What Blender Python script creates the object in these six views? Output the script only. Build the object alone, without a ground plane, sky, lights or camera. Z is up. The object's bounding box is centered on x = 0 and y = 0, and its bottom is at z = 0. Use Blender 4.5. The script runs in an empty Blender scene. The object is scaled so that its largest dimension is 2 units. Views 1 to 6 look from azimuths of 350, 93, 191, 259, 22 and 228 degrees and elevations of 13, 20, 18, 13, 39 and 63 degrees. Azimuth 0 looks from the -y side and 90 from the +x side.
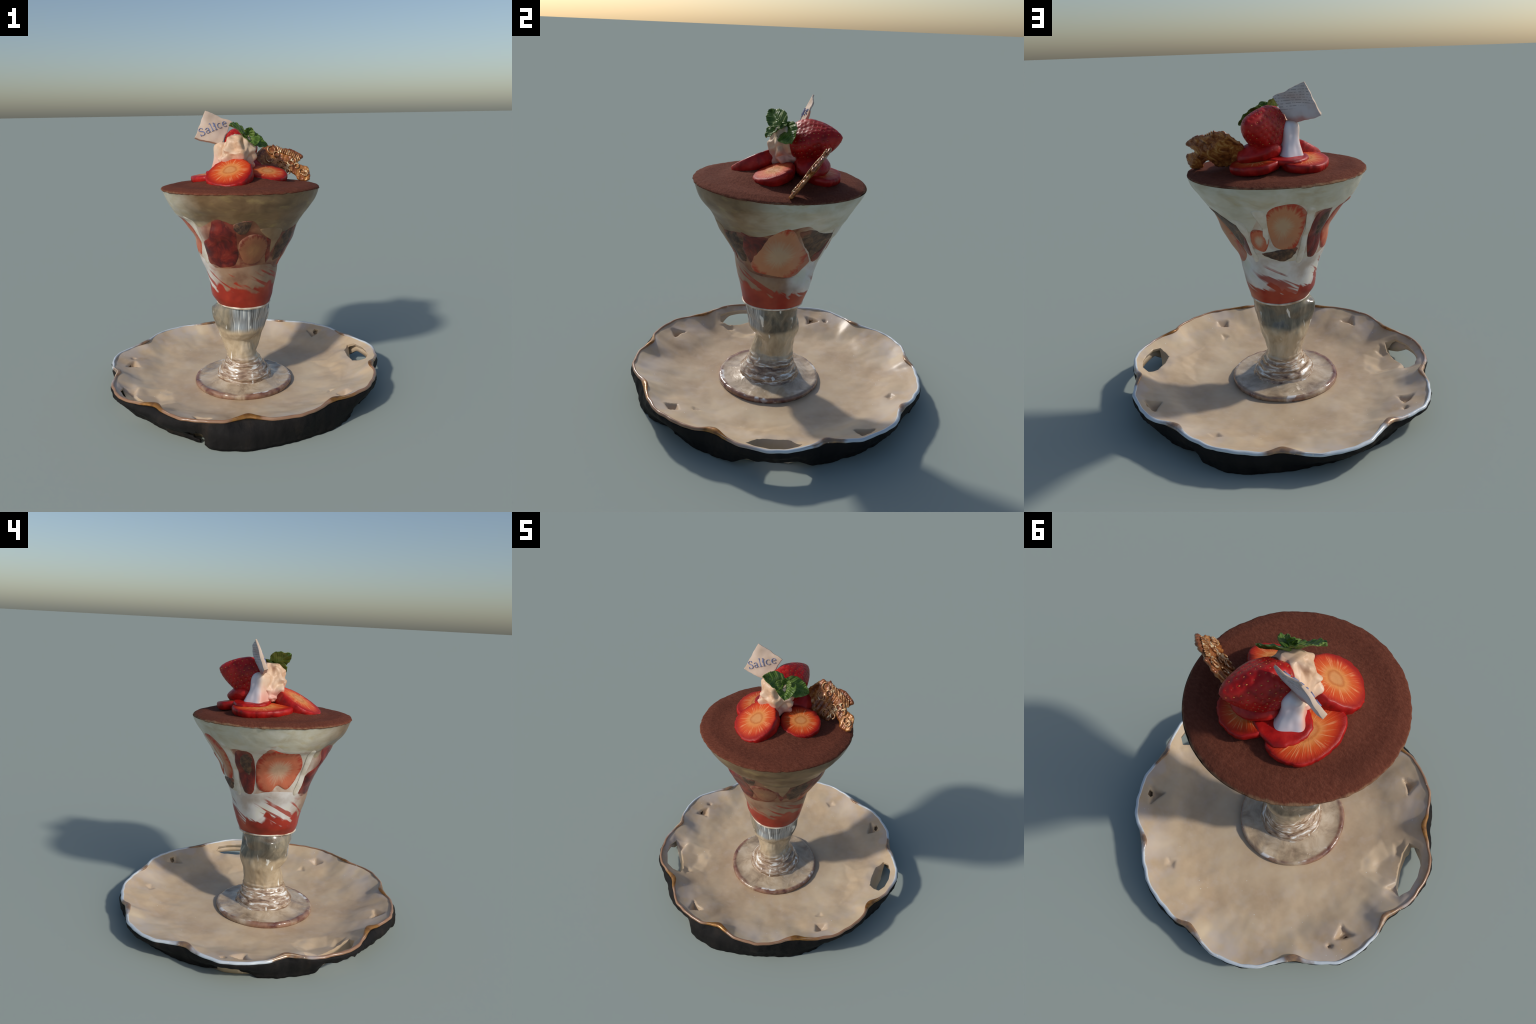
import bpy, bmesh, math, random
from mathutils import Vector, Matrix, noise as mnoise
import numpy as np

random.seed(7)
rng = np.random.default_rng(7)
PI = math.pi
COL = bpy.context.scene.collection

# ----------------------------------------------------------------------------
# helpers: node materials
# ----------------------------------------------------------------------------
class NB:
    """small wrapper that makes shader networks readable"""
    def __init__(self, name):
        m = bpy.data.materials.new(name)
        m.use_nodes = True
        self.m, self.t = m, m.node_tree
        self.t.nodes.clear()
        self.out = self.t.nodes.new('ShaderNodeOutputMaterial')
        self.bs = self.t.nodes.new('ShaderNodeBsdfPrincipled')
        self.t.links.new(self.bs.outputs[0], self.out.inputs[0])

    def put(self, sock, v):
        if hasattr(v, 'links'):
            self.t.links.new(v, sock)
        elif v is not None:
            if isinstance(v, (tuple, list)) and len(v) == 3 and sock.type == 'RGBA':
                v = (*v, 1)
            sock.default_value = v

    def obj(self):
        return self.t.nodes.new('ShaderNodeTexCoord').outputs['Object']

    def gen(self):
        return self.t.nodes.new('ShaderNodeTexCoord').outputs['Generated']

    def xyz(self, v):
        n = self.t.nodes.new('ShaderNodeSeparateXYZ'); self.put(n.inputs[0], v)
        return n.outputs[0], n.outputs[1], n.outputs[2]

    def vec(self, x, y, z):
        n = self.t.nodes.new('ShaderNodeCombineXYZ')
        for s, v in zip(n.inputs, (x, y, z)): self.put(s, v)
        return n.outputs[0]

    def map(self, v, scale=(1, 1, 1), loc=(0, 0, 0), rot=(0, 0, 0)):
        n = self.t.nodes.new('ShaderNodeMapping')
        self.put(n.inputs['Vector'], v)
        n.inputs['Scale'].default_value = scale
        n.inputs['Location'].default_value = loc
        n.inputs['Rotation'].default_value = rot
        return n.outputs[0]

    def noise(self, v, scale, detail=3, rough=.55, dist=0.):
        n = self.t.nodes.new('ShaderNodeTexNoise'); self.put(n.inputs['Vector'], v)
        n.inputs['Scale'].default_value = scale
        n.inputs['Detail'].default_value = detail
        n.inputs['Roughness'].default_value = rough
        n.inputs['Distortion'].default_value = dist
        return n.outputs[0]

    def voro(self, v, scale, feature='F1', out='Distance', rand=1.):
        n = self.t.nodes.new('ShaderNodeTexVoronoi'); n.feature = feature
        self.put(n.inputs['Vector'], v)
        n.inputs['Scale'].default_value = scale
        n.inputs['Randomness'].default_value = rand
        return n.outputs[out]

    def wave(self, v, scale, dist=2., detail=2., direction='X'):
        n = self.t.nodes.new('ShaderNodeTexWave'); self.put(n.inputs['Vector'], v)
        n.bands_direction = direction
        n.inputs['Scale'].default_value = scale
        n.inputs['Distortion'].default_value = dist
        n.inputs['Detail'].default_value = detail
        return n.outputs['Fac']

    def math(self, op, a, b=None, c=None, clamp=False):
        n = self.t.nodes.new('ShaderNodeMath'); n.operation = op; n.use_clamp = clamp
        for s, v in zip(n.inputs, (a, b, c)): self.put(s, v)
        return n.outputs[0]

    def step(self, v, lo, hi):
        n = self.t.nodes.new('ShaderNodeMapRange'); n.interpolation_type = 'SMOOTHSTEP'
        self.put(n.inputs[0], v)
        self.put(n.inputs[1], lo); self.put(n.inputs[2], hi)
        return n.outputs[0]

    def ramp(self, v, *stops):
        n = self.t.nodes.new('ShaderNodeValToRGB'); self.put(n.inputs[0], v)
        e = n.color_ramp.elements
        while len(e) < len(stops): e.new(.5)
        for el, (p, c) in zip(e, stops):
            el.position = p; el.color = (*c, 1)
        return n.outputs[0]

    def mix(self, f, a, b, mode='MIX'):
        n = self.t.nodes.new('ShaderNodeMix'); n.data_type = 'RGBA'; n.blend_type = mode
        self.put(n.inputs[0], f); self.put(n.inputs[6], a); self.put(n.inputs[7], b)
        return n.outputs[2]

    def bump(self, h, strength=.3, dist=.01):
        n = self.t.nodes.new('ShaderNodeBump'); self.put(n.inputs['Height'], h)
        n.inputs['Strength'].default_value = strength
        n.inputs['Distance'].default_value = dist
        self.t.links.new(n.outputs[0], self.bs.inputs['Normal'])

    def done(self, col, rough=.5, metal=0., spec=.5, sss=0., coat=0.):
        b = self.bs.inputs
        self.put(b['Base Color'], col); self.put(b['Roughness'], rough)
        self.put(b['Metallic'], metal); b['Specular IOR Level'].default_value = spec
        if sss:
            b['Subsurface Weight'].default_value = sss
            b['Subsurface Radius'].default_value = (.03, .01, .006)
            b['Subsurface Scale'].default_value = .5
        b['Coat Weight'].default_value = coat
        return self.m


def srgb(r, g, b):
    f = lambda c: c / 12.92 if c <= .04045 else ((c + .055) / 1.055) ** 2.4
    return f(r), f(g), f(b)

# ----------------------------------------------------------------------------
# helpers: meshes
# ----------------------------------------------------------------------------
def add(name, verts, faces, mat=None, parent=None, smooth=True, M=None, kind=None):
    me = bpy.data.meshes.new(name)
    me.from_pydata([tuple(map(float, v)) for v in verts], [], faces)
    me.validate(); me.update()
    bm = bmesh.new(); bm.from_mesh(me)
    bmesh.ops.recalc_face_normals(bm, faces=bm.faces)
    bm.to_mesh(me); bm.free()
    if smooth: me.polygons.foreach_set('use_smooth', [True] * len(me.polygons))
    ob = bpy.data.objects.new(name, me); COL.objects.link(ob)
    for m in (mat if isinstance(mat, (list, tuple)) else [mat]):
        if m: me.materials.append(m)
    if M is not None: ob.matrix_world = M
    if parent: ob.parent = parent
    if kind: ob['kind'] = kind
    return ob


def empty(name, parent=None):
    ob = bpy.data.objects.new(name, None); COL.objects.link(ob)
    ob.empty_display_size = .1
    if parent: ob.parent = parent
    return ob


def grid_faces(nr, nt, closed=True, base=0):
    F = []
    for i in range(nr - 1):
        for j in range(nt if closed else nt - 1):
            k = (j + 1) % nt
            F.append((base + i * nt + j, base + i * nt + k, base + (i + 1) * nt + k, base + (i + 1) * nt + j))
    return F


def hermite(xs, ys, x):
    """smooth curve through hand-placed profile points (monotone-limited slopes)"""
    xs = np.asarray(xs, float); ys = np.asarray(ys, float)
    h = np.diff(xs); d = np.diff(ys) / h
    m = np.zeros_like(ys); m[0], m[-1] = d[0], d[-1]
    for i in range(1, len(xs) - 1):
        m[i] = 0 if d[i - 1] * d[i] <= 0 else 2 * d[i - 1] * d[i] / (d[i - 1] + d[i])
    x = np.clip(x, xs[0], xs[-1])
    i = np.clip(np.searchsorted(xs, x) - 1, 0, len(xs) - 2)
    t = (x - xs[i]) / h[i]
    return ((2*t**3 - 3*t**2 + 1) * ys[i] + (t**3 - 2*t**2 + t) * h[i] * m[i]
            + (-2*t**3 + 3*t**2) * ys[i + 1] + (t**3 - t**2) * h[i] * m[i + 1])


def periodic(table, deg):
    """smooth value around the circle from (degree, value) control points"""
    a = sorted((d % 360, v) for d, v in table)
    xs = [a[-2][0] - 360, a[-1][0] - 360] + [p[0] for p in a] + [a[0][0] + 360, a[1][0] + 360]
    ys = [a[-2][1], a[-1][1]] + [p[1] for p in a] + [a[0][1], a[1][1]]
    return hermite(xs, ys, np.asarray(deg, float) % 360)


def nz(p, s, seed=0.):
    return mnoise.noise(Vector((p[0] * s + seed, p[1] * s - seed * .7, p[2] * s + seed * 1.3)))


def frame(origin, normal, up=(0, 0, 1)):
    n = Vector(normal).normalized()
    x = Vector(up).cross(n).normalized(); y = n.cross(x)
    M = Matrix((x, y, n)).transposed().to_4x4(); M.translation = Vector(origin)
    return M

# ----------------------------------------------------------------------------
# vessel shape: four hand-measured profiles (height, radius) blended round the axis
# ----------------------------------------------------------------------------
CX, CY = -.02, -.045
BOWL = [  # +x, +y, -x, -y
    ([.58, .63, .71, .856, .90, 1.0, 1.09, 1.19, 1.27, 1.40, 1.455], [.176, .188, .212, .242, .245, .30, .35, .384, .438, .525, .541]),
    ([.58, .62, .76, .93, 1.064, 1.11, 1.152, 1.31, 1.42, 1.455], [.170, .188, .24, .283, .352, .375, .405, .485, .542, .553]),
    ([.58, .63, .705, .78, .867, .96, 1.04, 1.10, 1.19, 1.255, 1.28, 1.455], [.172, .18, .222, .231, .252, .288, .305, .312, .362, .415, .452, .542]),
    ([.58, .61, .65, .74, .88, .966, 1.2, 1.26, 1.34, 1.455], [.178, .19, .212, .226, .260, .272, .393, .425, .492, .538]),
]
STEM = [
    ([.03, .09, .19, .25, .30, .37, .50, .60, .64], [.20, .193, .126, .090, .108, .134, .167, .184, .188]),
    ([.03, .09, .16, .213, .25, .335, .44, .528, .60, .64], [.20, .195, .165, .155, .15, .157, .186, .168, .172, .186]),
    ([.03, .09, .156, .22, .25, .324, .394, .50, .585, .605, .64], [.20, .20, .160, .122, .126, .148, .172, .192, .198, .195, .178]),
    ([.03, .109, .163, .217, .295, .366, .40, .437, .50, .61, .64], [.20, .208, .176, .155, .128, .110, .138, .162, .165, .188, .19]),
]

def blend4(tab, th, z):
    p0, p1, p2, p3 = [hermite(a, b, z) for a, b in tab]
    a0 = (p0 + p1 + p2 + p3) / 4
    return a0 + (p0 - p2) / 2 * np.cos(th) + (p1 - p3) / 2 * np.sin(th) + (p0 - p1 + p2 - p3) / 4 * np.cos(2 * th)

def bowl_r(th, z):
    # dents and swellings of the hand-blown wall: (degrees, spread, height, spread, depth)
    deg = np.degrees(th); r = blend4(BOWL, th, z)
    for d0, sd, z0, sz, a in [(47, 22, 1.10, .17, -.055), (31, 10, 1.04, .10, -.015), (98, 16, 1.16, .14, -.052), (140, 30, 1.27, .09, -.018), (-138, 18, 1.12, .11, .030), (-128, 16, 1.275, .065, -.048)]:
        d = (deg - d0 + 180) % 360 - 180
        r = r + a * np.exp(-(d / sd) ** 2 - ((z - z0) / sz) ** 2)
    return r

def rim_tilt(x, y):
    return -.007 * (x + .022) - .021 * (y + .041)

def bowl_pt(deg, z, lift=0.):
    th = math.radians(deg)
    r = float(bowl_r(th, np.float64(z))) + lift
    return Vector((CX + r * math.cos(th), CY + r * math.sin(th), z))

# ----------------------------------------------------------------------------
# materials
# ----------------------------------------------------------------------------
def mat_porcelain():
    b = NB('cream_porcelain'); v = b.obj()
    n1 = b.noise(v, 3.2, 5, .6)
    n2 = b.noise(b.map(v, (1, 1, .3)), 11, 4, .6, .4)
    c = b.ramp(n1, (.30, srgb(.725, .62, .50)), (.52, srgb(.795, .70, .575)), (.72, srgb(.835, .755, .635)))
    c = b.mix(b.math('MULTIPLY', b.step(n2, .45, .75), .35), c, srgb(.80, .74, .68))
    # faint bluish window sheen painted into the glaze colour near the rim
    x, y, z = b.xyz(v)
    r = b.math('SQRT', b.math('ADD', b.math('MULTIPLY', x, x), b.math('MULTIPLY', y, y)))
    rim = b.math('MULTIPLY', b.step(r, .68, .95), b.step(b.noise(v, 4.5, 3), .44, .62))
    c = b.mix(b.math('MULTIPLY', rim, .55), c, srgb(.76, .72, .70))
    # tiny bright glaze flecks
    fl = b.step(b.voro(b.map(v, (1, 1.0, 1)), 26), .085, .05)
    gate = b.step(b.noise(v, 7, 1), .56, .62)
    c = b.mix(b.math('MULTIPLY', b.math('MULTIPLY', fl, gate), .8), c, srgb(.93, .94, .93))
    b.bump(b.noise(v, 9, 3), .12, .015)
    return b.done(c, .36, 0, .26)

def mat_gilt():
    b = NB('sky_tinted_gilt_edge'); v = b.obj()
    x, y, z = b.xyz(v)
    ang = b.math('ARCTAN2', y, x)
    # gold pools in the nine notches; +y lobes tinted bluish white for reflected sky
    c9 = b.math('COSINE', b.math('MULTIPLY', b.math('SUBTRACT', ang, math.radians(22)), 9.0))
    n = b.noise(v, 9, 3)
    gold = b.step(b.math('ADD', c9, b.math('MULTIPLY', b.math('SUBTRACT', n, .5), 1.6)), .45, .95)
    sky_tint = b.step(b.math('ADD', y, b.math('MULTIPLY', b.math('SUBTRACT', b.noise(v, 2.5, 3), .5), .5)), -.25, .15)
    base = b.mix(sky_tint, srgb(.60, .45, .34), srgb(.80, .83, .85))
    c = b.mix(b.math('MULTIPLY', gold, .85), base, b.ramp(b.noise(v, 30, 3), (.3, srgb(.42, .26, .08)), (.7, srgb(.68, .47, .18))))
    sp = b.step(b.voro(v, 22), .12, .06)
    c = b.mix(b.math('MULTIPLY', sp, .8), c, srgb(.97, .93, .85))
    b.bump(n, .4, .01)
    return b.done(c, .28, b.math('MULTIPLY', gold, .35), .6)

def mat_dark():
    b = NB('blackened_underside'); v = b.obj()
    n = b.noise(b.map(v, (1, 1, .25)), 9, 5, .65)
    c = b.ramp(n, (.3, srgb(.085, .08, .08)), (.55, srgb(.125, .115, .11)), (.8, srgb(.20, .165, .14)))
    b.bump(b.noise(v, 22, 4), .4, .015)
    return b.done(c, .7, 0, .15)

def mat_stem():
    """scanned look of clear moulded glass: reflections drawn in as colour bands"""
    b = NB('moulded_glass'); v = b.obj()
    x, y, z = b.xyz(v)
    wob = b.math('MULTIPLY', b.math('SUBTRACT', b.noise(v, 5, 2), .5), .12)
    zz = b.math('ADD', z, wob)
    beige = b.ramp(b.noise(b.map(v, (1, 1, .5)), 9, 4, .6, .6), (.3, srgb(.62, .54, .43)), (.5, srgb(.76, .68, .56)), (.75, srgb(.84, .78, .68)))
    dark = b.ramp(b.noise(b.map(v, (1, 1, .4)), 11, 4, .65, .8), (.3, srgb(.30, .28, .24)), (.5, srgb(.46, .43, .37)), (.68, srgb(.60, .55, .46)))
    # cool window reflections painted as streaks on the front (-y) face
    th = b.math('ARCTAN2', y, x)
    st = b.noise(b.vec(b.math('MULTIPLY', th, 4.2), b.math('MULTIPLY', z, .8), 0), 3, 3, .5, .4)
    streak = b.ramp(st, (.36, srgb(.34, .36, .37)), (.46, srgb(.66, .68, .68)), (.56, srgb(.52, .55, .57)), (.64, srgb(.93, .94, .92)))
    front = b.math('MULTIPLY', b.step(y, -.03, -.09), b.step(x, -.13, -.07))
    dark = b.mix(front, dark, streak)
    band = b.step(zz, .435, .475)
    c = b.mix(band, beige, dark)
    # knop: glints put into the colour as bronze and silver
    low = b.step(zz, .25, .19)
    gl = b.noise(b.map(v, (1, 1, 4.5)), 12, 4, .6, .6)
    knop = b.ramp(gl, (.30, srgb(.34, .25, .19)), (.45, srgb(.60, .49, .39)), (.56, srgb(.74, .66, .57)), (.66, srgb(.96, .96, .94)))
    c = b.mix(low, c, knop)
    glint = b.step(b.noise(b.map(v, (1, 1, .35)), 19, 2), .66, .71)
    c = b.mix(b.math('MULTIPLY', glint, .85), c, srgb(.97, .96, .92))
    b.bump(b.noise(v, 14, 3), .3, .012)
    return b.done(c, .22, 0, .6, coat=.3)

def mat_foot():
    b = NB('glass_foot_over_cream'); v = b.obj()
    x, y, z = b.xyz(v)
    r = b.math('SQRT', b.math('ADD', b.math('MULTIPLY', x, x), b.math('MULTIPLY', y, y)))
    n = b.noise(v, 9, 4, .6, .5)
    c = b.ramp(n, (.3, srgb(.56, .48, .39)), (.5, srgb(.73, .645, .535)), (.72, srgb(.82, .75, .65)))
    n2 = b.noise(v, 7, 3, .6, .5)
    edge = b.math('MULTIPLY', b.step(r, .318, .340), b.step(n2, .30, .58))
    c = b.mix(edge, c, b.ramp(b.noise(v, 13, 2), (.35, srgb(.40, .22, .19)), (.6, srgb(.60, .45, .36))))
    hl = b.math('MULTIPLY', b.math('MULTIPLY', b.step(r, .315, .330), b.step(r, .345, .335)), b.step(b.noise(v, 9, 3), .60, .68))
    c = b.mix(b.math('MULTIPLY', hl, .9), c, srgb(.95, .94, .92))
    fl = b.math('MULTIPLY', b.math('MULTIPLY', b.step(b.voro(v, 30), .10, .05), b.step(b.noise(v, 6, 1), .55, .6)), .7)
    c = b.mix(fl, c, srgb(.95, .94, .92))
    b.bump(n, .4, .015)
    return b.done(c, .22, 0, .55, coat=.3)

def mat_collar():
    b = NB('glass_collar'); v = b.obj()
    c = b.ramp(b.noise(v, 14, 2), (.35, srgb(.70, .58, .46)), (.65, srgb(.93, .89, .82)))
    return b.done(c, .25, 0, .6)

def mat_cream():
    b = NB('pale_cream'); v = b.obj()
    n = b.noise(b.map(v, (1, 1, 2.0)), 6, 4, .6, .5)
    x, y, z = b.xyz(v)
    c = b.ramp(n, (.32, srgb(.72, .67, .565)), (.5, srgb(.775, .75, .67)), (.7, srgb(.82, .805, .755)))
    # darker, browner tone on the front (-y) side of the filling
    front_tone = b.step(b.math('ADD', b.math('SUBTRACT', b.math('MULTIPLY', y, -1.0), b.math('MULTIPLY', x, -.25)),
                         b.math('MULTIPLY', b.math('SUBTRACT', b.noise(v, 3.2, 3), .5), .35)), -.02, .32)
    c = b.mix(front_tone, c, b.ramp(n, (.32, srgb(.43, .325, .215)), (.5, srgb(.50, .39, .265)), (.7, srgb(.56, .45, .32))))
    lemon = b.step(b.noise(b.map(v, (1, 1, 2.4)), 9, 3), .54, .80)
    c = b.mix(b.math('MULTIPLY', lemon, .35), c, srgb(.74, .65, .40))
    b.bump(b.noise(v, 10, 3), .25, .012)
    return b.done(c, .33, 0, .45)

def front_side_mask(b, v, x, y):
    """mask of the front side of the filling, where darker, browner colours are mixed in"""
    d = b.math('ADD', b.math('MULTIPLY', x, .57), b.math('MULTIPLY', y, -.82))
    d = b.math('ADD', d, b.math('MULTIPLY', b.math('SUBTRACT', b.noise(v, 4.5, 3), .5), .25))
    return b.step(d, -.07, .10)

def mat_swirl():
    """white cream marbled with strawberry sauce, pure sauce at the bottom"""
    b = NB('marbled_sauce'); v = b.obj()
    x, y, z = b.xyz(v)
    th = b.math('ARCTAN2', y, x)
    # use cos/sin so that the marbling has no seam; slant it with height
    ring = lambda a, k, zz: b.vec(b.math('MULTIPLY', b.math('COSINE', a), k), b.math('MULTIPLY', b.math('SINE', a), k), zz)
    n = b.noise(ring(th, 1.5, b.math('MULTIPLY', z, 2.0)), 1.7, 1.5, .5, .3)
    # cream sinks lowest at the back of the glass
    low = b.math('MULTIPLY', b.math('COSINE', b.math('SUBTRACT', th, 1.85)), .022)
    edge = b.math('ADD', b.math('ADD', z, low), b.math('MULTIPLY', b.math('SUBTRACT', n, .5), .22))
    sl = b.math('ADD', th, b.math('MULTIPLY', z, 7.0))
    w = b.noise(ring(sl, 2.6, b.math('MULTIPLY', z, 5.0)), 1.15, 2, .5, .4)
    stre = b.step(w, .515, .575)
    red = b.step(edge, .795, .775)
    streak = b.math('MULTIPLY', b.math('MULTIPLY', stre, b.step(edge, .93, .85)), .9)
    tongue = b.math('MULTIPLY', b.step(w, .44, .38), b.step(edge, .73, .76))      # cream streaks drawn down into the sauce
    m = b.math('MULTIPLY', b.math('MAXIMUM', red, streak), b.math('SUBTRACT', 1.0, b.math('MULTIPLY', tongue, .85)))
    white = b.ramp(b.noise(v, 8, 4), (.3, srgb(.76, .70, .65)), (.55, srgb(.86, .84, .82)), (.8, srgb(.84, .83, .74)))
    white = b.mix(front_side_mask(b, v, x, y), white, b.ramp(b.noise(v, 8, 4), (.3, srgb(.50, .35, .27)), (.55, srgb(.61, .48, .38)), (.8, srgb(.66, .55, .45))))
    sauce = b.ramp(b.noise(v, 7, 4), (.3, srgb(.52, .15, .105)), (.5, srgb(.62, .19, .125)), (.75, srgb(.70, .27, .17)))
    c = b.mix(m, white, sauce)
    b.bump(n, .2, .01)
    return b.done(c, .32, 0, .45)

def mat_fruit_base():
    b = NB('cream_between_fruit'); v = b.obj()
    n = b.noise(v, 5.5, 4, .6, .7)
    x, y, z = b.xyz(v)
    front_mask = front_side_mask(b, v, x, y)
    c = b.ramp(n, (.30, srgb(.62, .42, .34)), (.42, srgb(.76, .66, .58)), (.56, srgb(.83, .80, .75)), (.75, srgb(.80, .74, .62)))
    c = b.mix(front_mask, c, b.ramp(n, (.30, srgb(.34, .14, .11)), (.45, srgb(.47, .24, .17)), (.58, srgb(.56, .38, .27)), (.75, srgb(.60, .47, .35))))
    b.bump(b.noise(v, 12, 3), .3, .012)
    return b.done(c, .33, 0, .45)

def mat_drip():
    b = NB('white_cream_drip'); v = b.obj()
    c = b.ramp(b.noise(v, 12, 3), (.3, srgb(.76, .70, .60)), (.6, srgb(.86, .83, .78)))
    return b.done(c, .35, 0, .45)

def mat_tan_drip():
    b = NB('tan_drip'); v = b.obj()
    c = b.ramp(b.noise(v, 12, 3), (.3, srgb(.50, .38, .26)), (.6, srgb(.60, .48, .35)))
    return b.done(c, .35, 0, .45)

def mat_slice_in_glass(name, core, mid, rim, cx=.5, cy=.45):
    b = NB(name); v = b.obj(); g = b.gen()
    x, y, z = b.xyz(g)
    dx = b.math('MULTIPLY', b.math('SUBTRACT', x, cx), 2.0); dy = b.math('MULTIPLY', b.math('SUBTRACT', y, cy), 2.0)
    r = b.math('SQRT', b.math('ADD', b.math('MULTIPLY', dx, dx), b.math('MULTIPLY', dy, dy)))
    th = b.math('ARCTAN2', dy, dx)
    rays = b.noise(b.vec(b.math('MULTIPLY', b.math('COSINE', th), 4.0), b.math('MULTIPLY', b.math('SINE', th), 4.0), b.math('MULTIPLY', r, .7)), 2.0, 3)
    r2 = b.math('ADD', r, b.math('ADD', b.math('MULTIPLY', b.math('SUBTRACT', rays, .5), .55),
                                 b.math('MULTIPLY', b.math('SUBTRACT', b.noise(v, 9, 3), .5), .45)))
    c = b.ramp(r2, (.22, core), (.55, mid), (.80, mid), (1.0, rim))
    # cream smeared over the edges of the slice
    sm = b.step(b.math('ADD', r, b.math('MULTIPLY', b.math('SUBTRACT', b.noise(v, 13, 4, .6, 1.0), .5), 1.1)), .92, 1.12)
    c = b.mix(b.math('MULTIPLY', sm, .6), c, srgb(.66, .50, .40))
    b.bump(b.noise(v, 24, 3), .25, .01)
    return b.done(c, .4, 0, .35)

def mat_dark_fruit():
    b = NB('macerated_berry'); v = b.obj()
    n = b.noise(v, 11, 4, .6, .7)
    c = b.ramp(n, (.28, srgb(.20, .08, .08)), (.45, srgb(.37, .10, .09)), (.60, srgb(.50, .15, .11)), (.78, srgb(.58, .30, .22)))
    gx, gy, gz = b.xyz(b.gen())
    q = b.math('SQRT', b.math('ADD', b.math('POWER', b.math('MULTIPLY', b.math('SUBTRACT', gx, .5), 2.0), 2.0), b.math('POWER', b.math('MULTIPLY', b.math('SUBTRACT', gy, .5), 2.0), 2.0)))
    sm = b.step(b.math('ADD', q, b.math('MULTIPLY', b.math('SUBTRACT', b.noise(v, 13, 4, .6, 1.0), .5), 1.2)), .80, 1.10)
    c = b.mix(b.math('MULTIPLY', sm, .6), c, srgb(.56, .27, .20))
    b.bump(n, .35, .015)
    return b.done(c, .32, 0, .45)

def mat_sponge():
    b = NB('soaked_sponge'); v = b.obj()
    n = b.noise(v, 24, 5, .65, .5)
    c = b.ramp(n, (.30, srgb(.15, .115, .10)), (.46, srgb(.30, .225, .185)), (.60, srgb(.42, .31, .23)), (.75, srgb(.58, .44, .30)))
    gx, gy, gz = b.xyz(b.gen())
    q = b.math('SQRT', b.math('ADD', b.math('POWER', b.math('MULTIPLY', b.math('SUBTRACT', gx, .5), 2.0), 2.0), b.math('POWER', b.math('MULTIPLY', b.math('SUBTRACT', gy, .5), 2.0), 2.0)))
    sm = b.step(b.math('ADD', q, b.math('MULTIPLY', b.math('SUBTRACT', b.noise(v, 13, 4, .6, 1.0), .5), 1.2)), .80, 1.10)
    c = b.mix(b.math('MULTIPLY', sm, .6), c, srgb(.58, .34, .26))
    b.bump(n, .5, .015)
    return b.done(c, .5, 0, .35)

def mat_cocoa():
    b = NB('cocoa_powder'); v = b.obj()
    n = b.noise(b.map(v, (1, 2.0, 1), rot=(0, 0, .5)), 46, 4, .65)
    big = b.noise(v, 3.0, 3)
    c = b.ramp(n, (.28, srgb(.36, .19, .14)), (.5, srgb(.42, .23, .17)), (.74, srgb(.48, .28, .215)))
    c = b.mix(b.math('MULTIPLY', b.step(big, .4, .7), .40), c, srgb(.36, .20, .15))
    # cream soaks through at the very edge
    x, y, z = b.xyz(v)
    r = b.math('SQRT', b.math('ADD', b.math('MULTIPLY', x, x), b.math('MULTIPLY', y, y)))
    e = b.step(b.math('ADD', r, b.math('MULTIPLY', b.math('SUBTRACT', b.noise(v, 26, 3), .5), .03)), .534, .552)
    c = b.mix(b.math('MULTIPLY', e, .6), c, srgb(.66, .53, .40))
    h = b.math('ADD', b.noise(v, 60, 4, .6), b.math('MULTIPLY', b.noise(v, 140, 2), .5))
    b.bump(h, .35, .01)
    return b.done(c, .92, 0, .12)

def mat_cut(rad):
    """cut face of a strawberry: pale core, pale rays, orange-red flesh, red skin"""
    b = NB('cut_strawberry_face'); g = b.gen(); v = b.obj()
    x, y, z = b.xyz(g)
    dx = b.math('MULTIPLY', b.math('SUBTRACT', x, .5), 2.0); dy = b.math('MULTIPLY', b.math('SUBTRACT', y, .52), 2.0)
    r = b.math('SQRT', b.math('ADD', b.math('MULTIPLY', dx, dx), b.math('MULTIPLY', dy, dy)))
    th = b.math('ARCTAN2', dy, dx)
    rays = b.noise(b.vec(b.math('MULTIPLY', b.math('COSINE', th), 5.0), b.math('MULTIPLY', b.math('SINE', th), 5.0), b.math('MULTIPLY', r, .6)), 2.3, 3, .55)
    r2 = b.math('ADD', r, b.math('MULTIPLY', b.math('SUBTRACT', b.noise(v, 12, 3), .5), .25))
    flesh = b.ramp(r2, (.16, srgb(.84, .57, .34)), (.26, srgb(.78, .45, .22)), (.33, srgb(.86, .55, .29)), (.52, srgb(.83, .36, .13)), (.74, srgb(.78, .23, .08)), (.93, srgb(.62, .09, .05)))
    ray = b.math('MULTIPLY', b.math('MULTIPLY', b.step(rays, .52, .66), b.step(r, .30, .42)), b.step(r, .86, .62))
    c = b.mix(b.math('MULTIPLY', ray, .75), flesh, srgb(.90, .60, .40))
    b.bump(b.math('ADD', rays, b.noise(v, 26, 3)), .3, .008)
    return b.done(c, .5, 0, .25)

def mat_skin():
    b = NB('strawberry_skin'); v = b.obj()
    n = b.noise(v, 13, 4)
    c = b.ramp(n, (.3, srgb(.47, .035, .035)), (.5, srgb(.67, .075, .065)), (.72, srgb(.77, .16, .125)))
    pale = b.step(b.voro(v, 30), .13, .05)
    c = b.mix(b.math('MULTIPLY', pale, .35), c, srgb(.85, .45, .40))
    b.bump(b.noise(v, 20, 3), .3, .01)
    return b.done(c, .42, 0, .35)

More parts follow.
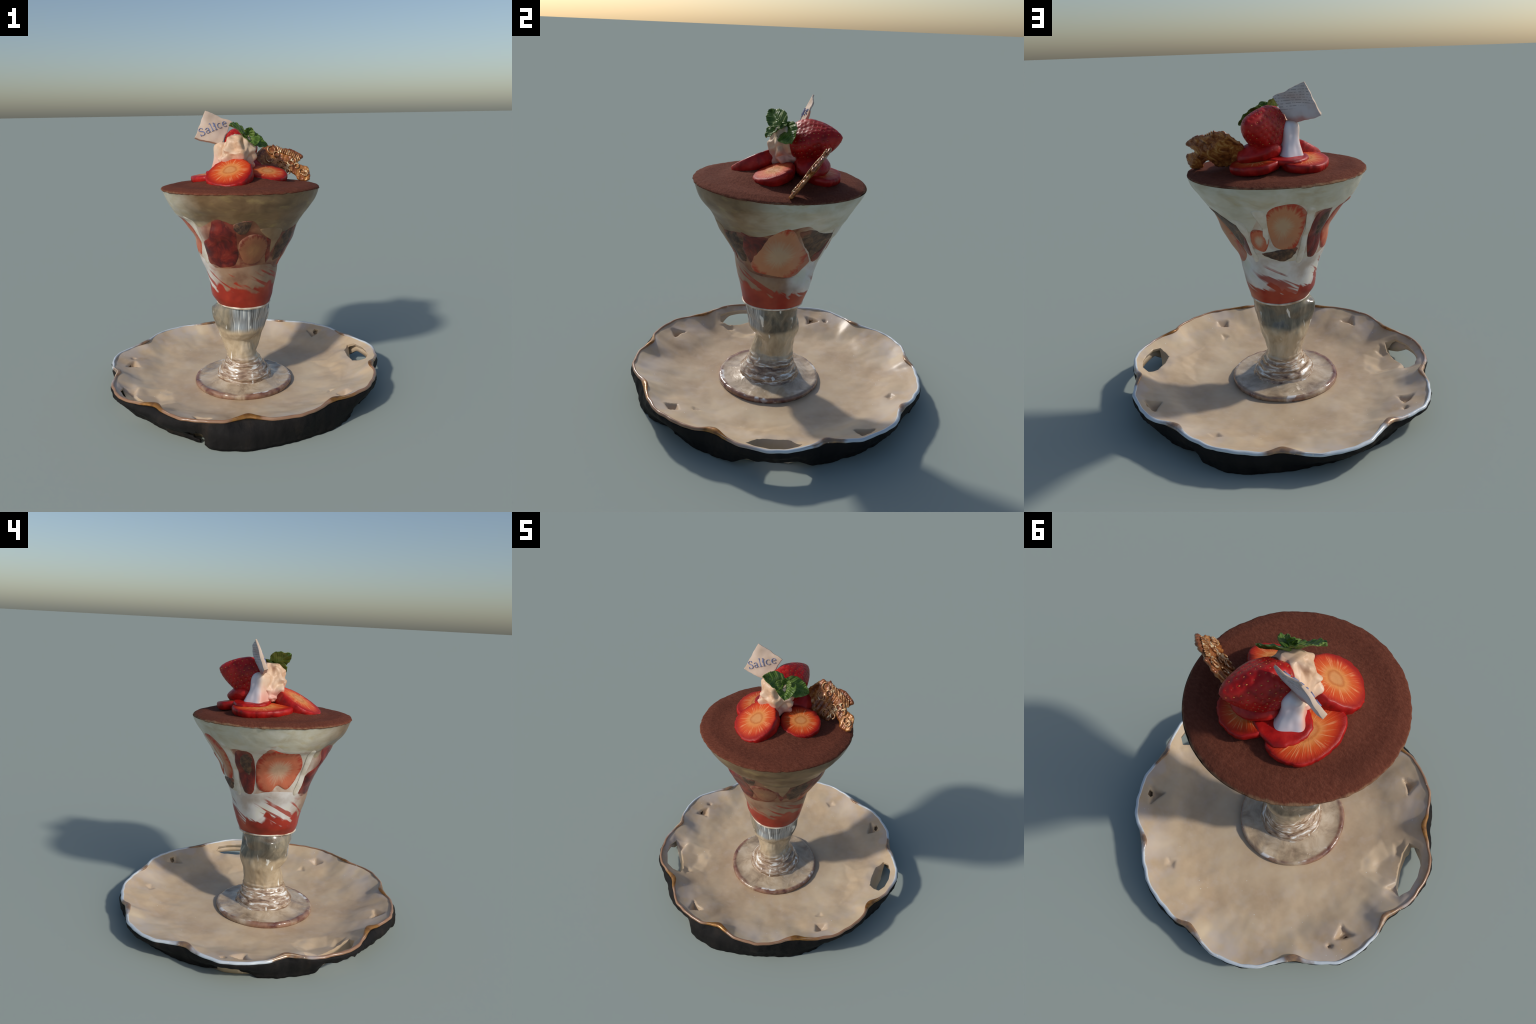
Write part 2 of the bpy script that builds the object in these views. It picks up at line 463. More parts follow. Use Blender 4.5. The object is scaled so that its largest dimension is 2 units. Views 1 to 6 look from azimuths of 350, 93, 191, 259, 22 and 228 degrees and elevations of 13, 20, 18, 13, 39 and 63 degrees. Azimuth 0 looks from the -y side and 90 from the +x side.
def mat_seed():
    b = NB('strawberry_seed')
    return b.done(b.ramp(b.noise(b.obj(), 30), (.35, srgb(.66, .30, .16)), (.65, srgb(.80, .52, .26))), .4)

def mat_whipped():
    b = NB('whipped_cream'); v = b.obj()
    x, y, z = b.xyz(v)
    n = b.noise(v, 7, 4, .6, .4)
    c = b.ramp(n, (.3, srgb(.78, .62, .48)), (.5, srgb(.87, .74, .62)), (.72, srgb(.92, .84, .75)))
    # juice stains at the foot, bright unstained cream at the back
    pink = b.step(b.math('ADD', z, b.math('MULTIPLY', b.math('SUBTRACT', b.noise(v, 9, 3), .5), .16)), 1.68, 1.60)
    c = b.mix(b.math('MULTIPLY', pink, .65), c, srgb(.86, .60, .56))
    white = b.step(b.math('ADD', y, b.math('MULTIPLY', b.math('SUBTRACT', b.noise(v, 6, 2), .5), .06)), .07, .11)
    c = b.mix(white, c, srgb(.87, .85, .87))
    return b.done(c, .42, 0, .4)

def mat_mint():
    b = NB('mint_green'); g = b.gen(); v = b.obj()
    x, y, z = b.xyz(v)
    # midrib along local x, side veins slanting from it
    ay = b.math('ABSOLUTE', y)
    vein = b.wave(b.vec(b.math('SUBTRACT', x, b.math('MULTIPLY', ay, .8)), 0, 0), 17, .6, 1)
    rib = b.step(ay, .006, .002)
    n = b.noise(v, 18, 4)
    c = b.ramp(n, (.3, srgb(.22, .33, .10)), (.5, srgb(.36, .48, .16)), (.75, srgb(.54, .60, .30)))
    c = b.mix(b.math('MULTIPLY', b.step(vein, .75, .95), .28), c, srgb(.40, .53, .27))
    c = b.mix(b.math('MULTIPLY', rib, .5), c, srgb(.43, .55, .29))
    b.bump(b.math('ADD', vein, n), .4, .006)
    m = b.done(c, .42, 0, .4)
    tr = b.t.nodes.new('ShaderNodeBsdfTranslucent'); b.put(tr.inputs[0], c)
    mx = b.t.nodes.new('ShaderNodeMixShader'); mx.inputs[0].default_value = .15
    b.t.links.new(b.bs.outputs[0], mx.inputs[1]); b.t.links.new(tr.outputs[0], mx.inputs[2])
    b.t.links.new(mx.outputs[0], b.out.inputs[0])
    return m

def mat_card(back=False):
    b = NB('printed_card_back' if back else 'ivory_card'); v = b.obj()
    n = b.noise(v, 8, 3)
    if not back:
        c = b.ramp(n, (.3, srgb(.77, .66, .56)), (.6, srgb(.84, .75, .68)))
    else:
        # rows of tiny unreadable print
        c = b.ramp(n, (.3, srgb(.70, .68, .69)), (.6, srgb(.80, .79, .80)))
        x, y, z = b.xyz(v)
        rows = b.step(b.math('SINE', b.math('MULTIPLY', y, 380.0)), .35, .75)
        words = b.step(b.noise(b.map(v, (1, .35, 1)), 95, 2), .42, .50)
        zone = b.step(b.math('ADD', y, b.math('MULTIPLY', x, .25)), -.045, -.02)
        c = b.mix(b.math('MULTIPLY', b.math('MULTIPLY', rows, words), b.math('MULTIPLY', zone, .55)), c, srgb(.42, .42, .44))
        stain = b.step(b.math('ADD', y, b.math('MULTIPLY', b.noise(v, 12, 2), .05)), -.055, -.09)
        c = b.mix(b.math('MULTIPLY', stain, .6), c, srgb(.72, .38, .30))
    return b.done(c, .55, 0, .3)

def mat_ink():
    b = NB('blue_ink')
    return b.done(srgb(.47, .51, .67), .5)

def mat_wafer():
    b = NB('caramel_tuile'); v = b.obj()
    n = b.noise(v, 16, 4, .6, 1.2)
    c = b.ramp(n, (.30, srgb(.32, .16, .08)), (.46, srgb(.56, .31, .15)), (.58, srgb(.70, .45, .22)), (.70, srgb(.86, .68, .42)), (.82, srgb(.97, .92, .80)))
    b.bump(n, .6, .012)
    return b.done(c, .25, .1, .6)

def mat_curl():
    b = NB('golden_sugar_thread'); v = b.obj()
    c = b.ramp(b.noise(v, 34, 3), (.32, srgb(.42, .24, .12)), (.52, srgb(.70, .48, .28)), (.70, srgb(.97, .90, .74)))
    return b.done(c, .25, .25, .6)

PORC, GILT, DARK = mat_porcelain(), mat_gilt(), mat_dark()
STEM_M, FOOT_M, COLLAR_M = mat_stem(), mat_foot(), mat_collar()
CREAM, SWIRL, FRUITBASE, DRIP, TAN_DRIP = mat_cream(), mat_swirl(), mat_fruit_base(), mat_drip(), mat_tan_drip()
COCOA, CUT, SKIN, SEED = mat_cocoa(), mat_cut(.15), mat_skin(), mat_seed()
WHIP, MINT, CARD, CARDB, INK = mat_whipped(), mat_mint(), mat_card(), mat_card(True), mat_ink()
WAFER, CURL = mat_wafer(), mat_curl()
SPONGE, DARKFRUIT = mat_sponge(), mat_dark_fruit()
SL_PALE = mat_slice_in_glass('pale_strawberry_slice', srgb(.74, .61, .49), srgb(.74, .50, .36), srgb(.70, .23, .13), .42, .48)
SL_ORANGE = mat_slice_in_glass('orange_strawberry_slice', srgb(.78, .63, .52), srgb(.76, .42, .30), srgb(.68, .22, .14))
SL_BROWN = mat_slice_in_glass('brownish_strawberry_slice', srgb(.62, .43, .29), srgb(.58, .37, .26), srgb(.48, .20, .15))

# ----------------------------------------------------------------------------
# THE PLATE
# ----------------------------------------------------------------------------
plate = empty('scalloped_plate')
plate['label'] = 'cream porcelain plate with scalloped gilt rim, two handle holes and dark underside'
plate['category'] = 'plate'

# radius of the rim: nine lobes, notches about every 40 degrees
NOTCH = [(62, .925), (21, .924), (-20, .926), (-62, .930), (-98, .930), (-138, .922), (-179, .942), (142, .945), (102, .953)]
LOBE = [(2, .980), (41, .972), (82, .978), (122, 1.015), (160, 1.008), (-158, .995), (-118, .99), (-80, .985), (-41, .968)]

def rim_radius(deg):
    """round lobes that meet in soft cusps"""
    deg = np.asarray(deg, float)
    best = periodic(LOBE, deg)
    low = periodic(NOTCH, deg)
    d = np.min([np.abs((deg - n + 180) % 360 - 180) for n, _ in NOTCH], axis=0)
    k = np.clip((np.sqrt(d * d + 9.) - 3.) / 16.8, 0, 1)       # softened cusp
    t = np.radians(deg)
    ruffle = .005 * np.sin(7 * t + 1) + .003 * np.sin(23 * t + .5) + .0015 * np.sin(41 * t + 2) + .001 * np.sin(67 * t)
    return low + (best - low) * (1 - (1 - k) ** 2.0) + ruffle

def notch_mask(deg, w=6.):
    d = np.min([np.abs((np.asarray(deg, float) - n + 180) % 360 - 180) for n, _ in NOTCH], axis=0)
    return np.exp(-(d / w) ** 2)

def rim_z(x, y):
    return .160 + .018 * x - .018 * y

NT = 540
degs = np.arange(NT) * 360. / NT
RR = rim_radius(degs)
PROFILE = ([0, .33, .40, .50, .62, .72, .80, .87, .93, .97, 1.0], [.030, .030, .030, .033, .041, .052, .069, .094, .124, .146, .160])

# hollows pressed or broken into the well: (deg, radius, size tangential, size radial, depth)
DENTS = [(2, .70, .24, .13, -.014), (-157, .79, .26, .24, .030), (40, .875, .055, .045, .045), (-47, .835, .06, .05, .040), (-117, .88, .055, .04, .045),
         (74, .80, .05, .045, .018), (164, .86, .06, .045, .040), (157, .90, .025, .02, .03), (-166, .86, .05, .05, .035),
         (-147, .79, .07, .05, .015), (-43, .70, .03, .025, .012)]

PROF_Z = hermite(*PROFILE, np.linspace(0, 1, 2001)).tolist()
NM = notch_mask(degs, 6.5).tolist(); NW = notch_mask(degs, 11.).tolist()

def plate_top(r, deg, R):
    """height of the upper surface"""
    th = math.radians(deg)
    x, y = r * math.cos(th), r * math.sin(th)
    q = r / R
    z = PROF_Z[min(2000, int(q * 2000 + .5))]
    z += (rim_z(R * math.cos(th), R * math.sin(th)) - .160) * max(0, (q - .45) / .55)
    # flutes running in from the notches
    if q > .8: z += (.010 + .006 * nz((math.cos(th), math.sin(th), 0), 3, 2.)) * NM[int(round(deg / 360 * NT)) % NT] * min(1., (q - .8) / .15)
    handle_lobe = math.exp(-(((deg + 157 + 180) % 360 - 180) / 16) ** 2)
    z += (.031 - .012 * handle_lobe) * (1 - NW[int(round(deg / 360 * NT)) % NT]) * math.exp(-((q - .80) / .11) ** 2)      # each petal swells
    if q > .38:
        a = min(1, (q - .38) * 5)
        z += a * (.008 * nz((x, y, 0), 4.5, 3.1) + .0045 * nz((x, y, 0), 9, 8.) + .0016 * nz((x, y, 0), 19, 1.))
    for i, (dd, dr, st, sr, dep) in enumerate(DENTS):
        dt = math.radians((deg - dd + 180) % 360 - 180) * dr
        # three- or four-sided chipped hollows, each turned differently
        pu, pv = dt / st, (r - dr) / sr
        if abs(pu) > 2 or abs(pv) > 2: continue
        m = 3 + i % 2
        u = max(pu * math.cos(1.7 * i + 2 * PI * k / m) + pv * math.sin(1.7 * i + 2 * PI * k / m) for k in range(m)) * 1.35
        u += .25 * nz((x, y, 0), 14, i)
        if u < 1: z -= dep * min(1, (1 - u) * 1.5)
    return z

def build_plate():
    qs = np.concatenate([np.linspace(.012, .4, 12, endpoint=False), np.linspace(.4, 1., 64)])
    V, F = [], []
    for q in qs:
        for j in range(NT):
            r = q * RR[j]; t = math.radians(degs[j])
            V.append((r * math.cos(t), r * math.sin(t), plate_top(r, degs[j], RR[j])))
    n1 = len(qs)
    # underside: same form, one wall thickness lower
    qb = np.concatenate([np.linspace(1., .4, 34), np.linspace(.38, .012, 8)])
    for q in qb:
        for j in range(NT):
            r = q * RR[j] * (.992 if q > .99 else 1); t = math.radians(degs[j])
            zt = plate_top(r, degs[j], RR[j])
            V.append((r * math.cos(t), r * math.sin(t), max(.003, (zt - .022) * max(0., min(1., (q - .90) / .015)))))
    n2 = len(qb)
    F = grid_faces(n1 + n2, NT)
    c0 = len(V); V.append((0, 0, .034)); c1 = len(V); V.append((0, 0, .003))
    last = (n1 + n2 - 1) * NT
    for j in range(NT):
        k = (j + 1) % NT
        F.append((c0, k, j)); F.append((c1, last + j, last + k))
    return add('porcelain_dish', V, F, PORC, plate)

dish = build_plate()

def prism(name, pts, z0, z1, lean=.5):
    # the opening leans outward as it goes down, square to the sloping wall
    n = len(pts); c = np.mean(np.array(pts), axis=0); c = c / np.linalg.norm(c)
    V = [(p[0] - c[0] * (z - .09) * lean, p[1] - c[1] * (z - .09) * lean, z) for z in (z0, z1) for p in pts]
    F = [tuple(range(n))[::-1], tuple(range(n, 2 * n))] + [(i, (i + 1) % n, n + (i + 1) % n, n + i) for i in range(n)]
    return add(name, V, F, PORC, None, smooth=False)

def pol(d, r):
    return (r * math.cos(math.radians(d)), r * math.sin(math.radians(d)))

def cut(ob, cutters):
    for c in cutters:
        m = ob.modifiers.new('cut', 'BOOLEAN'); m.operation = 'DIFFERENCE'; m.object = c; m.solver = 'EXACT'
        bpy.context.view_layer.update()
        dg = bpy.context.evaluated_depsgraph_get()
        me = bpy.data.meshes.new_from_object(ob.evaluated_get(dg))
        ob.modifiers.clear(); old = ob.data; ob.data = me; bpy.data.meshes.remove(old)
    for c in cutters: bpy.data.objects.remove(c)

holes = [
    prism('hole', [pol(-6.5, .86), pol(-7.5, .92), pol(-4.5, .952), pol(1, .962), pol(6, .960), pol(10.8, .940), pol(13, .89), pol(9.5, .828), pol(2, .805), pol(-4.5, .815)], -.1, .3),
    prism('hole', [pol(-144.5, .845), pol(-146.5, .92), pol(-151, .955), pol(-158, .964), pol(-164, .956), pol(-168.5, .91), pol(-165, .84), pol(-156, .80), pol(-148.5, .805)], -.1, .3),
    prism('hole', [pol(39, .905), pol(39, .935), pol(41.2, .94), pol(41.8, .915), pol(40.6, .897)], -.1, .3),
    prism('hole', [pol(163, .885), pol(165.5, .89), pol(165, .862)], -.1, .3),
]
cut(dish, holes)

# gilt bead that follows the rim, thicker where gold pools in the notches
def build_gilt():
    N, K = 900, 12
    V = []
    for i in range(N):
        d = i * 360. / N; t = math.radians(d)
        R = float(rim_radius(d)); m = float(notch_mask(d, 4.5))
        zc = rim_z(R * math.cos(t), R * math.sin(t)) + .010 * m - .004 + .0025 * nz((math.cos(t), math.sin(t), 0), 14, 2.)
        a = .0100 + .009 * m + .002 * nz((math.cos(t), math.sin(t), 0), 21, 5.)
        h = .009 + .002 * m
        for k in range(K):
            p = 2 * PI * k / K
            rr = R - .004 - .006 * m + a * math.cos(p); zz = zc + h * math.sin(p) - .25 * a * math.cos(p)
            V.append((rr * math.cos(t), rr * math.sin(t), zz))
    F = [(i * K + k, i * K + (k + 1) % K, ((i + 1) % N) * K + (k + 1) % K, ((i + 1) % N) * K + k) for i in range(N) for k in range(K)]
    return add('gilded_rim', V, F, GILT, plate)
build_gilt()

# dark underside: a ragged wall from just under the rim down to the table
FOOT_R = [(-116, .945), (-110, 1.010), (-104, 1.010), (-95, .998), (-88, .975), (-75, .95), (-62, .943), (-52, .915), (-44, .88), (-30, .90), (-21, .905), (-12, .93), (-6, .955), (2, .965), (10, .955),
          (17, .92), (31, .897), (57, .900), (70, .905), (74, .93), (85, .965), (95, .95), (106, .927), (126, .91), (142, .908), (158, .893), (167, .905), (173, .925), (-174, .925), (-166, .95), (-158, .98), (-150, .955), (-142, .90), (-130, .915)]
FOOT_Z = [(-174, .0), (-168, .02), (-164, .08), (-153, .08), (-147, .03), (-142, .02), (-128, .004), (-116, .004), (-105, 0), (-80, 0), (-58, .003), (-45, .016), (-34, .014), (-22, .005), (-12, .03), (-6, .085), (10, .085), (17, .02), (25, .004),
          (55, .006), (66, .022), (71, .030), (74, .003), (85, 0), (120, .004), (150, .006), (160, .022), (167, .020), (171, .0)]

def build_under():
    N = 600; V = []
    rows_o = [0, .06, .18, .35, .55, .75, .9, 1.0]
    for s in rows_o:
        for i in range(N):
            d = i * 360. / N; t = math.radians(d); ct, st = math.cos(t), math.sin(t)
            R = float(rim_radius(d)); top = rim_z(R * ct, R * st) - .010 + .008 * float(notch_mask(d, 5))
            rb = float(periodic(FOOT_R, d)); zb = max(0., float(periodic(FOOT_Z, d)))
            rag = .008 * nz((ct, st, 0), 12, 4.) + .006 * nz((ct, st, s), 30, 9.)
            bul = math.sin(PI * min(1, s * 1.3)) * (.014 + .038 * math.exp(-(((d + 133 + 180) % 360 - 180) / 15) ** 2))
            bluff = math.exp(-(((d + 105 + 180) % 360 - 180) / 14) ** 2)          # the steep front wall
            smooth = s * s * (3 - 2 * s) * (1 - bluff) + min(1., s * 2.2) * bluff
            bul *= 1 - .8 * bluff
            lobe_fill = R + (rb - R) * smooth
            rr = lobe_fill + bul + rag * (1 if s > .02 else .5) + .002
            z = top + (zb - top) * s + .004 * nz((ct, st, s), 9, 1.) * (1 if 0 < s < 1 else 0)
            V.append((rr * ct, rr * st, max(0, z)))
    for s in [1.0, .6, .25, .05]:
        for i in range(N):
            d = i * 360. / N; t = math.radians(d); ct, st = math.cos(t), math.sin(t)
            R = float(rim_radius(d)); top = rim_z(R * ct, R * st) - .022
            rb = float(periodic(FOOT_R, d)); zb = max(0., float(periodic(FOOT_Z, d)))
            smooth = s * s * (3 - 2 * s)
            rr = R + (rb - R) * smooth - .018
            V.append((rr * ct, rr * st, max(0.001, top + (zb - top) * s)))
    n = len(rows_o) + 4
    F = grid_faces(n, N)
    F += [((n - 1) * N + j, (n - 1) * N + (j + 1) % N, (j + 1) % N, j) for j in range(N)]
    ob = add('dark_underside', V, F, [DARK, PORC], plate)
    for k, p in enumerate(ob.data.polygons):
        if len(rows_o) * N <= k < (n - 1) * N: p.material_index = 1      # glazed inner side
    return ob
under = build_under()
def wall_hole():
    # broken gap low in the front wall
    pts = [(-.085, .048), (-.045, .062), (-.03, .052), (.0, .066), (.035, .060), (.052, .04), (.05, -.02), (.02, -.02), (.012, .012), (-.02, .02), (-.03, .033), (-.06, .03)]
    d = -117; t = math.radians(d); T = Vector((-math.sin(t), math.cos(t), 0)); Rn = Vector((math.cos(t), math.sin(t), 0))
    n = len(pts)
    V = [Rn * rr + T * a + Vector((0, 0, z + .01)) for rr in (.80, 1.12) for a, z in pts]
    F = [tuple(range(n)), tuple(range(n, 2 * n))[::-1]] + [(i, n + i, n + (i + 1) % n, (i + 1) % n) for i in range(n)]
    return add('hole', V, F, DARK, None, smooth=False)
cut(under, [wall_hole()])

# ----------------------------------------------------------------------------
# THE PARFAIT
# ----------------------------------------------------------------------------
parfait = empty('strawberry_parfait')
parfait['label'] = 'layered strawberry parfait in a footed flared glass with cocoa top'
parfait['category'] = 'dessert'
parfait.location = (0, 0, 0)
AX = Matrix.Translation((CX, CY, 0))     # parts of the glass keep their origin on its axis

def build_foot():
    NTf = 240
    prof = [(.0, .088), (.18, .088), (.205, .080), (.235, .070), (.27, .064), (.305, .062), (.326, .066), (.340, .066), (.349, .056), (.350, .040), (.344, .028), (.30, .024), (.0, .024)]
    V = []
    for r, z in prof:
        for j in range(NTf):
            t = 2 * PI * j / NTf; x, y = math.cos(t), math.sin(t)
            k = 1 + .010 * nz((x, y, 0), 2.2, 6.) + .006 * nz((x, y, 0), 7, 2.)
            rr = max(r * k, .001)
            V.append((rr * x - .009, rr * y - .010, z + (.005 * nz((rr * x, rr * y, 0), 12, 7.) + .003 * nz((rr * x, rr * y, 0), 28, 7.) if 0.1 < r and z > .05 else 0)))
    return add('glass_foot', V, grid_faces(len(prof), NTf), FOOT_M, parfait, M=AX)
build_foot()

def build_stem():
    NTs = 200; zs = np.linspace(.045, .636, 130); V = []
    th = np.arange(NTs) * 2 * PI / NTs
    for z in zs:
        r = blend4(STEM, th, z)
        ring = .007 * (abs((z * 26) % 1 - .5) * 2 - .5) * max(0, min(1, (.27 - z) / .05)) * (1 if z > .06 else 0)
        for j in range(NTs):
            x, y = math.cos(th[j]), math.sin(th[j])
            # broad moulded facets in the upper stem
            fac = .006 * math.cos(5 * th[j] + 1) * math.exp(-((z - .53) / .09) ** 2)
            wob = .007 * nz((x * .25, y * .25, z), 9, 3.) + .003 * nz((x * .25, y * .25, z), 24, 4.)
            rr = r[j] + ring * (1 + .5 * nz((x, y, z), 3, 1.)) + fac + wob * min(1, (.64 - z) * 12)
            for d0, sd, z0, sz, a in [(-50, 32, .33, .10, -.022), (134, 25, .50, .08, -.018), (40, 30, .40, .10, -.010), (-150, 18, .62, .06, -.012)]:
                dd = (math.degrees(th[j]) - d0 + 180) % 360 - 180
                rr += a * math.exp(-(dd / sd) ** 2 - ((z - z0) / sz) ** 2)
            # broken shoulder left of the collar
            a = math.radians(174); d = math.degrees(math.acos(max(-1, min(1, math.cos(th[j] - a)))))
            rr += .034 * math.exp(-(d / 15) ** 2) * math.exp(-((z - .56) / .10) ** 2) * min(1, max(0, (.618 - z) / .02))
            V.append((rr * x, rr * y, z))
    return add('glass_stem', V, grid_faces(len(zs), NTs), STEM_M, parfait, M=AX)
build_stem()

def build_collar():
    N, K = 160, 10; V = []
    for i in range(N):
        t = 2 * PI * i / N
        R = float(bowl_r(t, np.float64(.636)))
        wav = .004 * math.sin(2 * t + 1)
        for k in range(K):
            p = 2 * PI * k / K
            rr = R - .002 + .008 * math.cos(p)
            V.append((rr * math.cos(t), rr * math.sin(t), .637 + wav + .008 * math.sin(p)))
    F = [(i * K + k, i * K + (k + 1) % K, ((i + 1) % N) * K + (k + 1) % K, ((i + 1) % N) * K + k) for i in range(N) for k in range(K)]
    add('glass_collar', V, F, COLLAR_M, parfait, M=AX)
build_collar()

# filling layers share one surface; their borders are wavy rings
CREAM_LOW = [(-154, 1.28), (-144, 1.22), (-121, 1.285), (-105, 1.255), (-90, 1.28), (-77, 1.19), (-59, 1.10), (-50, 1.17), (-31, 1.20), (-15, 1.19), (0, 1.22), (17, 1.27), (26, 1.285), (36, 1.245), (52, 1.20),
             (62, 1.21), (75, 1.15), (89, 1.27), (105, 1.345), (118, 1.33), (127, 1.26), (137, 1.275), (149, 1.27), (162, 1.30), (172, 1.325), (180, 1.29), (195, 1.285)]
FRUIT_LOW = [(-138, .93), (-106, .94), (-77, .95), (-52, .94), (-35, .90), (0, .885), (30, .88), (53, .95), (65, .97), (80, .97), (106, .945), (129, .95), (150, .96), (171, .985), (192, .98), (208, .965)]
RIM_TOP = 1.447

def layer(name, lo, hi, mat, rows):
    N = 360; V = []
    for s in np.linspace(0, 1, rows):
        for i in range(N):
            d = i * 360. / N; t = math.radians(d)
            z = lo(d) * (1 - s) + hi(d) * s
            r = float(bowl_r(t, np.float64(z)))
            p = (r * math.cos(t), r * math.sin(t), z)
            edge = min(1., (1.45 - z) * 14)
            r += edge * (.006 * nz(p, 6, 2.) + .003 * nz(p, 15, 5.))
            x, y = r * math.cos(t), r * math.sin(t)
            zt = z + (rim_tilt(x, y) * max(0, (z - 1.2) / .25))
            V.append((x, y, zt))
    return add(name, V, grid_faces(rows, N), mat, parfait, M=AX)

cl = lambda d: float(periodic(CREAM_LOW, d)); fl = lambda d: float(periodic(FRUIT_LOW, d))
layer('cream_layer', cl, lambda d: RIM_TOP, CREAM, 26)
layer('fruit_layer', fl, cl, FRUITBASE, 34)
layer('sauce_layer', lambda d: .632, fl, SWIRL, 34)

def surf(deg, z, lift):
    t = math.radians(deg)
    r = float(bowl_r(t, np.float64(z))); p = (r * math.cos(t), r * math.sin(t), z)
    r += .006 * nz(p, 6, 2.) + .003 * nz(p, 15, 5.) + lift
    return Vector((CX + r * math.cos(t), CY + r * math.sin(t), z + rim_tilt(r * math.cos(t), r * math.sin(t)) * max(0, (z - 1.2) / .25)))

def closed_spline(pts, n):
    P = np.array(pts, float); m = len(P); out = []
    for i in range(n):
        u = i * m / n; k = int(u); t = u - k
        a, b, c, d = P[(k - 1) % m], P[k % m], P[(k + 1) % m], P[(k + 2) % m]
        out.append(.5 * ((2*b) + (c - a)*t + (2*a - 5*b + 4*c - d)*t*t + (3*b - a - 3*c + d)*t**3))
    return np.array(out)

def inlay(name, outline, mat, bulge=.007, seed=0., rough=.0):
    """piece of fruit or cake pressed against the inside of the glass"""
    n, rings = 72, 12
    O = closed_spline(outline, n)
    if rough:
        for i in range(n):
            O[i] += (O[i] - O.mean(0)) * rough * nz((math.cos(6.283 * i / n), math.sin(6.283 * i / n), 0), 3.5, seed)
    c = O.mean(0); O = c + (O - c) * 1.07
    P0 = surf(c[0], c[1], 0)
    t = math.radians(c[0]); nrm = Vector((math.cos(t), math.sin(t), -.55))
    M = frame(P0, nrm); Mi = M.inverted()
    V = [Mi @ surf(c[0], c[1], bulge)]; F = []
    for k in range(1, rings + 1):
        s = k / rings
        h = .75 * bulge * (1 - s ** 3) + (.0012 if k < rings else -.006)
        for i in range(n):
            q = c + (O[i] - c) * min(s, 1)
            V.append(Mi @ surf(q[0], q[1], h + .0015 * nz((q[0] * .05, q[1] * 4, 0), 3, seed)))
    for i in range(n): F.append((0, 1 + i, 1 + (i + 1) % n))
    F += grid_faces(rings, n, base=1)
    return add(name, V, F, mat, parfait, M=M)

# --- pieces, as (degrees round the glass, height) outlines
inlay('strawberry_slice_in_glass', [(-31, .925), (-24, 1.03), (-12, 1.12), (-1, 1.205), (13, 1.265), (27, 1.15), (50, 1.01), (52, .96), (30, .89), (-5, .905)], SL_PALE, .010, 1)
inlay('strawberry_slice_in_glass', [(94, 1.29), (104, 1.34), (115, 1.335), (124, 1.24), (122, 1.10), (115, 1.03), (97, 1.05), (92, 1.17)], SL_PALE, .010, 2)
inlay('strawberry_slice_in_glass', [(152, 1.06), (154, 1.18), (161, 1.25), (168, 1.30), (174, 1.285), (182, 1.27), (194, 1.26), (204, 1.16), (201, 1.07), (191, 1.0), (178, 1.03), (170, .985), (156, .995)], SL_ORANGE, .012, 3)
inlay('strawberry_slice_in_glass', [(80, 1.17), (89, 1.15), (91, 1.08), (86, 1.02), (76, 1.04), (74, 1.10)], SL_ORANGE, .006, 4)
inlay('strawberry_slice_in_glass', [(-100, 1.03), (-101, 1.12), (-90, 1.18), (-78, 1.17), (-68, 1.09), (-70, 1.0), (-82, .965), (-94, .975)], SL_BROWN, .012, 5)
inlay('dark_berry_piece', [(-148, .97), (-146, 1.10), (-133, 1.16), (-128, 1.26), (-116, 1.28), (-105, 1.235), (-103, 1.12), (-103, 1.02), (-112, .95), (-135, .945)], DARKFRUIT, .008, 6, .05)
inlay('dark_berry_piece', [(131, 1.10), (134, 1.24), (147, 1.27), (152, 1.20), (150, 1.02), (146, .96), (135, .965)], DARKFRUIT, .008, 7, .05)
inlay('dark_berry_piece', [(-31, 1.19), (-20, 1.185), (-5, 1.19), (-10, 1.11), (-20, 1.03), (-28, .96), (-33, 1.05)], DARKFRUIT, .006, 8, .06)
inlay('dark_berry_piece', [(54, 1.02), (60, .97), (68, .99), (71, 1.10), (70, 1.17), (62, 1.06)], DARKFRUIT, .008, 9, .05)
inlay('dark_berry_piece', [(-73, 1.19), (-66, 1.16), (-62, 1.08), (-58, 1.0), (-62, .96), (-67, 1.04), (-70, 1.11)], DARKFRUIT, .006, 10, .05)
inlay('sponge_piece', [(22, 1.235), (34, 1.245), (50, 1.195), (66, 1.17), (66, 1.08), (57, 1.0), (45, 1.06), (33, 1.13)], SPONGE, .010, 11, .08)
inlay('sponge_piece', [(-56, 1.16), (-42, 1.19), (-28, 1.185), (-31, 1.08), (-37, .98), (-50, .97), (-56, 1.05)], SPONGE, .009, 12, .08)
inlay('sponge_piece', [(82, 1.0), (92, 1.015), (105, 1.03), (120, 1.04), (117, .985), (106, .95), (92, .97)], SPONGE, .008, 13, .08)
inlay('sponge_piece', [(137, 1.20), (143, 1.25), (150, 1.235), (149, 1.14), (144, 1.08), (138, 1.12)], SPONGE, .013, 14, .08)
inlay('sponge_piece', [(-106, 1.245), (-97, 1.275), (-89, 1.275), (-93, 1.20), (-101, 1.19)], SPONGE, .012, 15, .08)
inlay('cream_drip', [(122, 1.30), (129, 1.29), (131, 1.20), (130, 1.05), (128, .94), (121, .94), (123, 1.05), (125, 1.20)], DRIP, .006, 16)
inlay('cream_drip', [(83, 1.30), (92, 1.29), (92, 1.16), (90, 1.07), (85, 1.06), (88, 1.15), (87, 1.22)], DRIP, .006, 17)
inlay('cream_drip', [(62, 1.22), (74, 1.20), (73, 1.05), (76, .96), (69, .94), (68, 1.05), (66, 1.15)], DRIP, .006, 18)
inlay('cream_drip', [(-157, 1.28), (-149, 1.26), (-148, 1.12), (-146, 1.0), (-152, .95), (-158, .97), (-154, 1.08), (-155, 1.18)], DRIP, .006, 19)  # coloured white to show the line of reflected light on the glass
